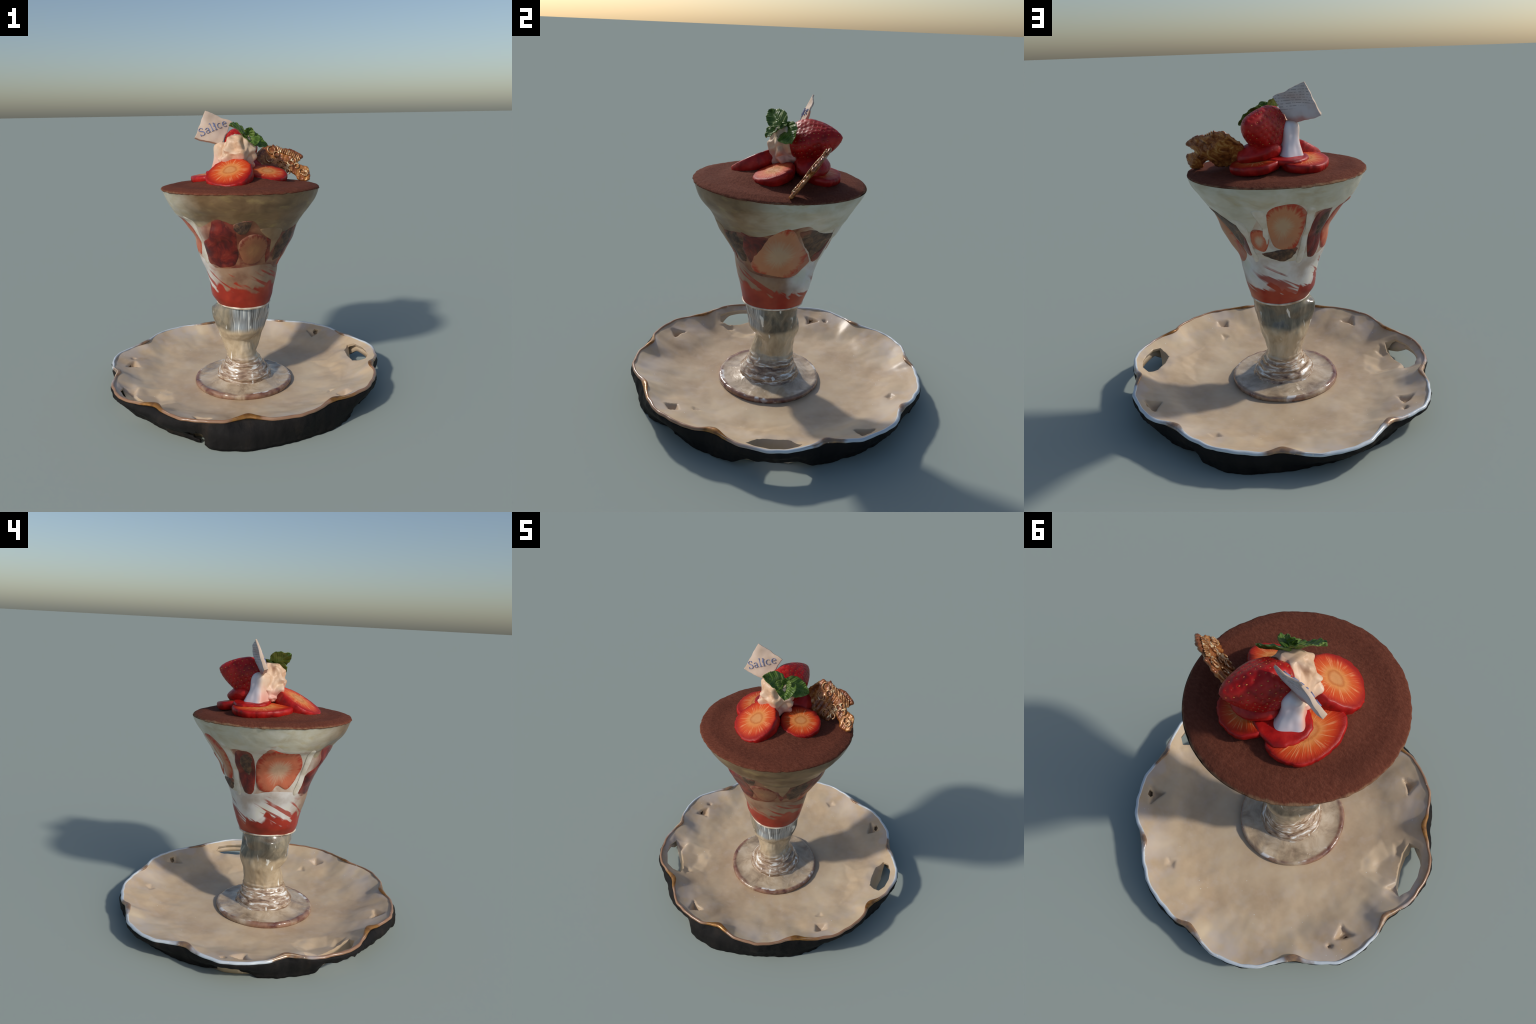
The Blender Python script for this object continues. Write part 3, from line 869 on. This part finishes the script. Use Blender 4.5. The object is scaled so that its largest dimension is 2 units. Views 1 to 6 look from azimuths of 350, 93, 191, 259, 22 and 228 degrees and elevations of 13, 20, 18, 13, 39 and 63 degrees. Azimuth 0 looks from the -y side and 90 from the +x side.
inlay('tan_drip', [(-80, 1.22), (-56, 1.20), (-58, 1.10), (-60, 1.03), (-64, 1.06), (-68, 1.14), (-75, 1.17)], TAN_DRIP, .008, 20)

# --- cocoa top
def build_cocoa():
    N = 300; qs = [.003] + list(np.linspace(.05, .96, 40)) + [.985, 1.0, 1.004, 1.0]
    V = []
    for a, q in enumerate(qs):
        for i in range(N):
            t = 2 * PI * i / N; c, s = math.cos(t), math.sin(t)
            R = .540 + .005 * nz((c, s, 0), 2.5, 3.) + .004 * nz((c, s, 0), 12, 8.) + .003 * nz((c, s, 0), 26, 2.)
            x, y = R * q * c, R * q * s
            z = 1.455 + rim_tilt(x, y)
            z += .004 * nz((x, y, 0), 7, 5.) + .0016 * nz((x, y, 0), 40, 2.) + .018 * min(1, (1 - min(q, 1)) / .12) + .058 * max(0, 1 - (q / .70) ** 2) ** 1.3
            if a == len(qs) - 3: z -= .004
            if a == len(qs) - 2: z -= .010
            if a == len(qs) - 1: z -= .020; x *= .97; y *= .97
            V.append((x - .002, y + .004, z))
    return add('cocoa_topping', V, grid_faces(len(qs), N) + [tuple(range(N))[::-1]], COCOA, parfait, M=AX)
build_cocoa()

# --- strawberry slices laid on the cocoa
SLICES = empty('strawberry_slices', parfait)
def fruit_slice(center, normal, up, outline, thick, seed, face=CUT):
    """outline in the cut plane; the skin side rounds off below it"""
    n = 90
    O = closed_spline(outline, n)
    for i in range(n):
        a = 2 * PI * i / n
        O[i] *= 1 + .032 * nz((math.cos(a), math.sin(a), 0), 9, seed) + .02 * nz((math.cos(a), math.sin(a), 0), 3, seed)
    M = frame(center, normal, up)
    V = [(0, 0, .004)]; F = []
    top = [.2, .4, .6, .75, .88, .96]
    for s in top:
        for p in O:
            h = .004 * (1 - s * s) + .0016 * nz((p[0] * s, p[1] * s, 0), 26, seed)
            V.append((p[0] * s, p[1] * s, h))
    for s, z in [(1.0, -.006), (1.015, -thick * .3), (1.0, -thick * .6), (.95, -thick * .85), (.85, -thick)]:
        for i, p in enumerate(O):
            w = s
            d = .004 * nz((p[0], p[1], z), 45, seed)
            V.append((p[0] * w + d, p[1] * w + d, z))
    V.append((0, 0, -thick))
    nr = len(top) + 5
    for i in range(n): F.append((0, 1 + i, 1 + (i + 1) % n))
    F += grid_faces(nr, n, base=1)
    L = 1 + (nr - 1) * n
    for i in range(n): F.append((len(V) - 1, L + (i + 1) % n, L + i))
    ob = add('strawberry_slice', V, F, [face, SKIN], SLICES, M=M)
    nt = n * (len(top))          # faces belonging to the cut side
    for k, p in enumerate(ob.data.polygons): p.material_index = 0 if k < nt else 1
    return ob

S = {}
fruit_slice((-.118, -.205, 1.568), (-.25, -.42, .87), (0, 0, 1),
            [(0, .175), (-.075, .14), (-.13, .085), (-.155, .0), (-.145, -.07), (-.09, -.125), (0, -.155), (.085, -.145), (.14, -.09), (.155, .0), (.13, .08), (.075, .14)], .10, 1)
fruit_slice((.165, -.070, 1.550), (.10, -.30, .94), (0, 1, 0),
            [(0, .12), (-.08, .11), (-.135, .03), (-.13, -.06), (-.07, -.115), (.01, -.13), (.085, -.105), (.135, -.03), (.13, .05), (.07, .11)], .065, 2)
fruit_slice((-.215, .135, 1.528), (-.10, .06, .99), (0, 1, 0),
            [(.02, .13), (-.06, .10), (-.115, .04), (-.135, -.06), (-.12, -.17), (-.05, -.255), (.05, -.24), (.12, -.12), (.135, 0), (.10, .10)], .055, 3)
fruit_slice((.055, .205, 1.535), (.10, .12, .98), (0, 1, 0),
            [(0, .13), (-.08, .12), (-.14, .05), (-.145, -.04), (-.08, -.12), (.0, -.14), (.08, -.11), (.14, -.03), (.13, .06), (.07, .115)], .055, 4)
fruit_slice((-.10, .115, 1.556), (-.06, .08, 1), (0, 1, 0),
            [(0, .13), (-.08, .12), (-.13, .05), (-.135, -.04), (-.08, -.10), (.0, -.12), (.10, -.08), (.14, .0), (.10, .10)], .035, 5, SKIN)

# --- whole strawberry lying tip-out, with seeds in dimples
def build_berry():
    base, tip = Vector((-.010, .050, 1.694)), Vector((.072, .336, 1.752))
    ax = (tip - base); L = ax.length
    M = frame(base, ax, (0, 0, 1))
    prof = [(-.035, .03), (-.02, .085), (0, .108), (.05, .121), (.10, .119), (.16, .101), (.22, .072), (.255, .048), (.280, .024), (.292, .004)]
    SECT = [(12, .98), (62, 1.13), (120, .78), (155, .90), (190, 1.0), (228, 1.0), (297, 1.12), (345, .95)]     # squarish cross-section
    sect = lambda t, z: 1 + (float(periodic(SECT, math.degrees(t))) - 1) * max(0., min(1., (.30 - z) / .2)) + .03 * nz((math.cos(t), math.sin(t), z * 6), 1.4, 3.)
    zs, rs = [p[0] for p in prof], [p[1] for p in prof]
    NTb, NR = 150, 110
    # seed positions: spiral rows
    seeds = []
    row = 0
    z = .012
    while z < .29:
        r = float(hermite(zs, rs, np.float64(z))); m = max(4, int(2 * PI * r / .036))
        for k in range(m):
            seeds.append((z + random.uniform(-.004, .004), 2 * PI * (k + .5 * (row % 2) + random.uniform(-.1, .1)) / m, r))
        z += .026; row += 1
    sp = np.array([(r * math.cos(a), r * math.sin(a), z) for z, a, r in seeds])
    V = []
    for u in np.linspace(0, 1, NR):
        z = zs[0] + (zs[-1] - zs[0]) * u
        r = float(hermite(zs, rs, np.float64(z)))
        for j in range(NTb):
            t = 2 * PI * j / NTb
            k = sect(t, z)
            p = np.array((r * k * math.cos(t), r * k * math.sin(t) * 1.03, z))
            d = np.sqrt(((sp - p / np.array([k, k, 1])) ** 2).sum(1)).min()
            p[:2] *= 1 - min(.3, .0040 / max(r, .02)) * math.exp(-(d / .0095) ** 2)
            V.append(p)
    F = grid_faces(NR, NTb) + [tuple(range(NTb))[::-1], tuple(range((NR - 1) * NTb, NR * NTb))]
    berry = add('strawberry', V, F, SKIN, parfait, M=M)
    # seeds joined in one mesh
    SV, SF = [], []
    bm = bmesh.new(); bmesh.ops.create_icosphere(bm, subdivisions=1, radius=1)
    iv = [v.co.copy() for v in bm.verts]; fv = [[v.index for v in f.verts] for f in bm.faces]; bm.free()
    for z, a, r in seeds:
        k = sect(a, z)
        out = Vector((math.cos(a), math.sin(a), .3)).normalized(); tan = Vector((-math.sin(a), math.cos(a), 0)); axl = out.cross(tan)
        c = Vector(((r * k - .004) * math.cos(a), (r * k - .004) * math.sin(a) * 1.03, z))
        b0 = len(SV)
        for v in iv: SV.append(c + out * v.x * .0030 + tan * v.y * .0032 + axl * v.z * .0055)
        SF += [[b0 + i for i in f] for f in fv]
    add('strawberry_seeds', SV, SF, SEED, berry, kind='stuff')
    berry.children[0].matrix_parent_inverse = Matrix.Identity(4)
    berry.children[0].matrix_basis = Matrix.Identity(4)
build_berry()

# --- half strawberry tucked under the whole one, filling the gap down to the slices
def build_half():
    NTc, NR = 120, 60; V = []
    for u in np.linspace(0.001, .999, NR):
        p = PI * u
        for j in range(NTc):
            t = 2 * PI * j / NTc
            d = Vector((math.sin(p) * math.cos(t), math.sin(p) * math.sin(t), math.cos(p)))
            k = 1 + .10 * nz(d, 1.5, 5.) + .015 * nz(d, 9, 5.)
            V.append((d.x * .135 * k, d.y * .11 * k, d.z * .072 * k))
    F = grid_faces(NR, NTc) + [tuple(range(NTc))[::-1], tuple(range((NR - 1) * NTc, NR * NTc))]
    M = Matrix.Translation((.045, .150, 1.570)) @ Matrix.Rotation(.25, 4, 'Y')
    add('strawberry_half', V, F, SKIN, parfait, M=M)
build_half()

# --- whipped cream: a piped, fluted rosette and a plain dab behind it
def build_cream():
    NTc, NR = 180, 90; V = []
    prof_z = [0, .035, .09, .15, .195, .235, .26, .27]; prof_r = [.085, .108, .112, .108, .094, .068, .034, .004]
    for u in np.linspace(0, 1, NR):
        z = u * .25; r = float(hermite(prof_z, prof_r, np.float64(z)))
        cx, cy = -.045 + .035 * u, -.002 - .02 * u
        for j in range(NTc):
            t = 2 * PI * j / NTc
            f = math.cos(6 * t + 5.5 * u + .8 * math.sin(7 * u))
            k = 1 + .15 * (f if f > 0 else f * .6) + .20 * nz((math.cos(t), math.sin(t), u * 3), 2.2, 4.)
            x, y = r * k * math.cos(t), r * k * math.sin(t) * .85
            V.append((cx + x, cy + y, 1.548 + z + .016 * nz((x, y, z), 18, 2.)))
    F = grid_faces(NR, NTc) + [tuple(range(NTc))[::-1], tuple(range((NR - 1) * NTc, NR * NTc))]
    add('whipped_cream', V, F, WHIP, parfait)
    V = []; NR, NTc = 40, 90
    for u in np.linspace(0, 1, NR):
        z = 1.535 + .215 * u
        r = .086 - .016 * u - .02 * math.sin(PI * u); r *= (1 - u ** 8) ** .5 if u < 1 else .02
        for j in range(NTc):
            t = 2 * PI * j / NTc
            k = 1 + .10 * math.cos(4 * t + u) + .12 * nz((math.cos(t), math.sin(t), u * 2), 1.6, 14.)
            V.append((-.122 - .005 * u + max(r, .002) * k * math.cos(t), .095 - .03 * u + max(r, .002) * k * math.sin(t), z))
    F = grid_faces(NR, NTc) + [tuple(range(NTc))[::-1], tuple(range((NR - 1) * NTc, NR * NTc))]
    add('whipped_cream', V, F, WHIP, parfait)
build_cream()

# --- mint
MINTS = empty('mint_sprig', parfait)
def mint_leaf(base, tip, normal, width, cup, curl, seed):
    base, tip = Vector(base), Vector(tip); L = (tip - base).length
    x = (tip - base).normalized(); n = Vector(normal); n = (n - x * n.dot(x)).normalized(); y = n.cross(x)
    M = Matrix((x, y, n)).transposed().to_4x4(); M.translation = base
    nu, nv = 44, 22; V = []
    for side in (1, -1):
        for i in range(nu + 1):
            u = i / nu
            w = width * .5 * (math.sin(PI * min(1, u ** .8)) ** .7 if 0 < u < 1 else .02)
            w *= 1 + .07 * (1 - ((u * 5.5) % 1)) * (u < .97)         # saw-toothed margin
            for j in range(nv + 1):
                v = j / nv * 2 - 1
                q = abs(v)
                z = cup * (q ** 1.6) * w / (width * .5) + curl * (u ** 2) + .006 * math.sin(u * 26 - q * 5) * q * (1 - q * .4) + .010 * nz((u * 3, v * 2, 0), 1., seed)
                z -= .006 * math.exp(-(v / .14) ** 2)
                V.append((u * L, v * w, z + side * .0016))
    F = []
    o = (nu + 1) * (nv + 1)
    for i in range(nu):
        for j in range(nv):
            a = i * (nv + 1) + j
            F.append((a, a + 1, a + nv + 2, a + nv + 1)); F.append((o + a, o + a + nv + 1, o + a + nv + 2, o + a + 1))
    rim = [i * (nv + 1) for i in range(nu + 1)] + [nu * (nv + 1) + j for j in range(1, nv + 1)] + [i * (nv + 1) + nv for i in range(nu - 1, -1, -1)] + [j for j in range(nv - 1, 0, -1)]
    for a, b in zip(rim, rim[1:] + rim[:1]): F.append((a, b, o + b, o + a))
    return add('mint_leaf', V, F, MINT, MINTS, M=M)
mint_leaf((.040, -.030, 1.790), (-.095, -.125, 1.872), (.05, -.55, .80), .125, .012, .0, 1)
mint_leaf((.010, -.025, 1.795), (.185, .030, 1.718), (.35, -.60, .72), .140, .012, .0, 2)
mint_leaf((.030, -.010, 1.815), (.068, -.138, 1.735), (.30, -.55, .75), .140, .022, -.008, 3)
mint_leaf((.035, -.045, 1.79), (.062, -.038, 1.845), (.3, -.8, .3), .075, .014, .008, 4)

# --- name card
CARD_O, CARD_A, CARD_R, CARD_L, CARD_B = Vector((-.19, .10, 1.86)), Vector((-.231, .133, 1.964)), Vector((-.045, .114, 1.886)), Vector((-.312, .059, 1.785)), Vector((-.135, .045, 1.735))
def card_point(u, v, w=0.):
    """bilinear sheet between four corners, bowed a little"""
    P = CARD_L * (1 - u) * (1 - v) + CARD_B * u * (1 - v) + CARD_A * (1 - u) * v + CARD_R * u * v
    n = CARD_N
    return P + n * (w + .012 * math.sin(PI * u) * math.sin(PI * v) - .004 + .010 * nz((u * 2, v * 2, 0), 1.3, 4.))
CARD_N = (CARD_R - CARD_L).cross(CARD_A - CARD_B).normalized()
if CARD_N.y > 0: CARD_N = -CARD_N
def build_card():
    M = frame(CARD_O, CARD_N); Mi = M.inverted()
    nu, nv = 26, 26; V = []
    for w in (0, 1):
        for i in range(nu + 1):
            for j in range(nv + 1):
                u, v = i / nu, j / nv
                uu = u + .026 * nz((v * 4, u, 0), 1.5, 2.) * (1 if i in (0, nu) else .3); vv = v + .026 * nz((u * 4, v, 3), 1.5, 7.) * (1 if j in (0, nv) else .3)
                thick = .011 + .018 * (1 - v)
                V.append(Mi @ card_point(uu, vv, 0 if w == 0 else -thick))
    F = []; o = (nu + 1) * (nv + 1)
    for i in range(nu):
        for j in range(nv):
            a = i * (nv + 1) + j
            F.append((a, a + nv + 1, a + nv + 2, a + 1))
    nfront = len(F)
    for i in range(nu):
        for j in range(nv):
            a = o + i * (nv + 1) + j
            F.append((a, a + 1, a + nv + 2, a + nv + 1))
    nback = len(F)
    rim = [i * (nv + 1) for i in range(nu + 1)] + [nu * (nv + 1) + j for j in range(1, nv + 1)] + [i * (nv + 1) + nv for i in range(nu - 1, -1, -1)] + [j for j in range(nv - 1, 0, -1)]
    for a, b in zip(rim, rim[1:] + rim[:1]): F.append((b, a, o + a, o + b))
    ob = add('name_card', V, F, [CARD, CARDB], parfait, M=M)
    for k, p in enumerate(ob.data.polygons): p.material_index = 1 if nfront <= k < nback else 0
    m = ob.modifiers.new('soft_edge', 'BEVEL'); m.width = .002; m.segments = 2; m.limit_method = 'ANGLE'; m.angle_limit = 1.0
    return ob
card = build_card()

# lettering: roman capitals drawn as pen strokes (x, y, pen width), unit = x-height
def arc(cx, cy, rx, ry, a0, a1, w0, w1, n=14, thin=.35):
    out = []
    for i in range(n + 1):
        a = math.radians(a0 + (a1 - a0) * i / n)
        # broad-nib contrast: thick where the stroke runs upright
        k = thin + (1 - thin) * abs(math.cos(a)) ** 1.2
        out.append((cx + rx * math.cos(a), cy + ry * math.sin(a), (w0 + (w1 - w0) * i / n) * k))
    return out
PW = .115
LETTERS = [
    ('S', [arc(.42, 1.17, .30, .33, 20, 180, PW, PW) + [(.20, .98, PW), (.42, .84, PW * 1.2), (.66, .66, PW * 1.2)] + arc(.42, .36, .34, .36, 20, -160, PW, PW),
           [(.70, 1.12, .05), (.70, 1.45, .07)], [(.10, .42, .05), (.08, .02, .08)]], 1.0),
    ('a', [arc(.32, .74, .24, .26, 160, 0, .12, PW) + [(.56, .30, PW), (.58, .10, .13), (.74, .02, .06)], [(.56, .58, .06), (.30, .50, .08)] + arc(.28, .26, .22, .26, 90, 330, .08, .06)], .92),
    ('l', [[(.20, 1.62, PW), (.20, .04, PW)], [(.02, 1.58, .06), (.22, 1.63, .08)], [(.02, .03, .06), (.40, .03, .06)]], .55),
    ('i', [[(.18, .02, .05), (.20, .40, .10), (.22, .80, .12), (.20, 1.10, .22), (.19, 1.32, .12)], [(.20, 1.42, .17), (.20, 1.52, .17)], [(.02, .80, .06), (.22, 1.06, .10), (.40, 1.30, .05)], [(.02, .02, .06), (.38, .02, .06)]], .56),
    ('c', [arc(.42, .52, .36, .50, 50, 315, .10, .08)], .88),
    ('e', [[(.12, .60, .05), (.74, .60, .06)] + arc(.42, .52, .34, .50, 10, 315, .12, .08)], .9),
]
def build_letters():
    # text line runs between these two spots of the card (u, v)
    O = Vector((.055, .055)); E = Vector((.92, .74))
    total = sum(l[2] for l in LETTERS); unit_u = 1 / total
    M = card.matrix_world; Mi = M.inverted()
    pA, pB = card_point(*TXT0), card_point(*TXT1)
    X = (pB - pA); size = X.length / total; X.normalize(); Y = CARD_N.cross(X).normalized()
    if Y.z < 0: Y = -Y
    holder = None
    x0 = 0
    for ch, strokes, adv in LETTERS:
        V, F = [], []
        for st in strokes:
            # resample stroke
            P = [Vector((p[0], p[1])) for p in st]; W = [p[2] for p in st]
            b = len(V)
            for i, p in enumerate(P):
                t = (P[min(i + 1, len(P) - 1)] - P[max(i - 1, 0)]).normalized(); nn = Vector((-t.y, t.x))
                for sgn in (1, -1):
                    q = p + nn * (W[i] * .5 * sgn)
                    wp = pA + X * ((x0 + q.x) * size) + Y * (q.y * size * .80)
                    wp = on_card(wp)
                    for lift in (.0050, -.004):
                        V.append(Mi @ (wp + CARD_N * lift))
            for i in range(len(P) - 1):
                a = b + i * 4; c = a + 4
                F += [(a, a + 2, c + 2, c), (a + 1, c + 1, c + 3, a + 3), (a, c, c + 1, a + 1), (a + 2, a + 3, c + 3, c + 2)]
            F += [(b, b + 1, b + 3, b + 2), (b + (len(P) - 1) * 4, b + (len(P) - 1) * 4 + 2, b + (len(P) - 1) * 4 + 3, b + (len(P) - 1) * 4 + 1)]
        ob = add('letter', V, F, INK, None, smooth=False)
        ob.parent = card; ob.matrix_parent_inverse = Matrix.Identity(4); ob.matrix_basis = Matrix.Identity(4)
        x0 += adv
_s = [(i / 40, j / 40) for i in range(41) for j in range(41)]
_sp = np.array([card_point(*p) for p in _s])
def on_card(p):
    """drop a point on to the bowed sheet along its normal"""
    n = np.array(CARD_N); d = _sp - np.array(p); along = d @ n
    lat = ((d - np.outer(along, n)) ** 2).sum(1)
    k = np.argsort(lat)[:4]; w = 1 / (lat[k] + 1e-7)
    return Vector(p) + CARD_N * float((along[k] * w).sum() / w.sum())
TXT0, TXT1 = (.185, .085), (.93, .80)
build_letters()

# --- caramel tuile standing at the edge
def build_wafer():
    # plane through measured points; x runs along it, second axis leans back
    def P(x, z, w=0.):
        y = .160 + .70 * (z - 1.600) - .20 * (x - .350)
        return Vector((x, y, z)) + WN * w
    WN = Vector((.20, 1, -.70)).normalized() * -1     # faces the front (-y)
    outline = [(.490, 1.470), (.455, 1.465), (.412, 1.475), (.392, 1.508), (.358, 1.523), (.330, 1.506), (.315, 1.485), (.25, 1.49), (.17, 1.515), (.115, 1.56), (.120, 1.625), (.175, 1.680), (.224, 1.708),
               (.25, 1.700), (.274, 1.712), (.306, 1.685), (.35, 1.684), (.401, 1.677), (.437, 1.658), (.472, 1.630), (.445, 1.606), (.428, 1.585), (.455, 1.571), (.492, 1.557), (.502, 1.52)]
    n = 200
    O = closed_spline(outline, n)
    for i in range(n):
        O[i] += .005 * np.array([nz((O[i][0], O[i][1], 0), 60, 1.), nz((O[i][0], O[i][1], 0), 60, 9.)])
    me = bpy.data.meshes.new('t'); bm = bmesh.new()
    vs = [bm.verts.new((p[0], p[1], 0)) for p in O]
    f = bm.faces.new(vs)
    bmesh.ops.triangulate(bm, faces=[f])
    for _ in range(4):
        long = [e for e in bm.edges if e.calc_length() > .014]
        if not long: break
        bmesh.ops.subdivide_edges(bm, edges=long, cuts=1)
        bmesh.ops.triangulate(bm, faces=bm.faces[:])
    bmesh.ops.beautify_fill(bm, faces=bm.faces[:], edges=[e for e in bm.edges if not e.is_boundary])
    M = frame(P(.33, 1.59), WN); Mi = M.inverted()
    bm.verts.ensure_lookup_table(); bm.verts.index_update()
    flat = [(v.co.x, v.co.y) for v in bm.verts]; tris = [[v.index for v in f.verts] for f in bm.faces]
    bnd = [(e.verts[0].index, e.verts[1].index) for e in bm.edges if e.is_boundary]; isb = set(i for e in bnd for i in e)
    bm.free()
    V = []
    for side in (1, -1):
        for i, (x, z) in enumerate(flat):
            rip = .0035 * math.sin((x * .9 - z * .45) * 210 + 3 * nz((x, z, 0), 9, 2.)) * (1 if x > .28 else .4) if side == 1 else .003 * nz((x, z, 0), 50, 4.)
            h = .009 * (0.35 if i in isb else 1) + (0 if i in isb else rip + .003 * nz((x, z, side), 22, 3.))
            base = .010 * nz((x, z, 0), 8, 6.)
            V.append(Mi @ P(x, z, base + side * h))
    N = len(flat)
    F = [tuple(t) for t in tris] + [tuple(N + i for i in t[::-1]) for t in tris] + [(a, b, N + b, N + a) for a, b in bnd]
    w = add('caramel_tuile', V, F, WAFER, parfait, M=M)
    # curled sugar threads on the front
    rnd = random.Random(3)
    CV, CF = [], []
    spots = [(.255, 1.69, .030), (.285, 1.665, .022), (.30, 1.60, .024), (.335, 1.585, .028), (.335, 1.585, .016), (.375, 1.60, .022), (.29, 1.545, .030), (.415, 1.585, .018), (.445, 1.545, .020), (.465, 1.535, .022), (.465, 1.535, .012), (.345, 1.545, .020), (.23, 1.63, .025), (.40, 1.62, .016)]
    spots += [(.30 + .014 * k, 1.70 - .006 * k, -.030) for k in range(11)]      # parallel strokes
    for x, z, s in [(x, z - .022, s) for x, z, s in spots]:
        path = []
        if s > 0:
            a0 = rnd.uniform(0, 6.28); turns = rnd.uniform(5.0, 6.6)
            for i in range(22):
                a = a0 + turns * i / 21; r = s * (1 - .25 * i / 21)
                path.append((x + r * math.cos(a), z + r * .9 * math.sin(a)))
        else:
            for i in range(8): path.append((x + .012 * i / 7 - .006, z + s * (i / 7 - .5) * 1.5))
        b = len(CV); K = 6
        pts = [P(px_, pz_, .015 + .010 * nz((px_, pz_, 0), 8, 6.)) for px_, pz_ in path]
        for i, p in enumerate(pts):
            t = (pts[min(i + 1, len(pts) - 1)] - pts[max(i - 1, 0)]).normalized(); u = WN; v = t.cross(u).normalized()
            rad = .0056 * (1 if 0 < i < len(pts) - 1 else .3)
            for k in range(K):
                q = 2 * PI * k / K
                CV.append(Mi @ (p + u * rad * math.cos(q) + v * rad * math.sin(q)))
        for i in range(len(pts) - 1):
            for k in range(K):
                CF.append((b + i * K + k, b + i * K + (k + 1) % K, b + (i + 1) * K + (k + 1) % K, b + (i + 1) * K + k))
        CF.append(tuple(b + k for k in range(K))[::-1]); CF.append(tuple(b + (len(pts) - 1) * K + k for k in range(K)))
    ob = add('sugar_threads', CV, CF, CURL, None, kind='stuff')
    ob.parent = w; ob.matrix_parent_inverse = Matrix.Identity(4); ob.matrix_basis = Matrix.Identity(4)
build_wafer()
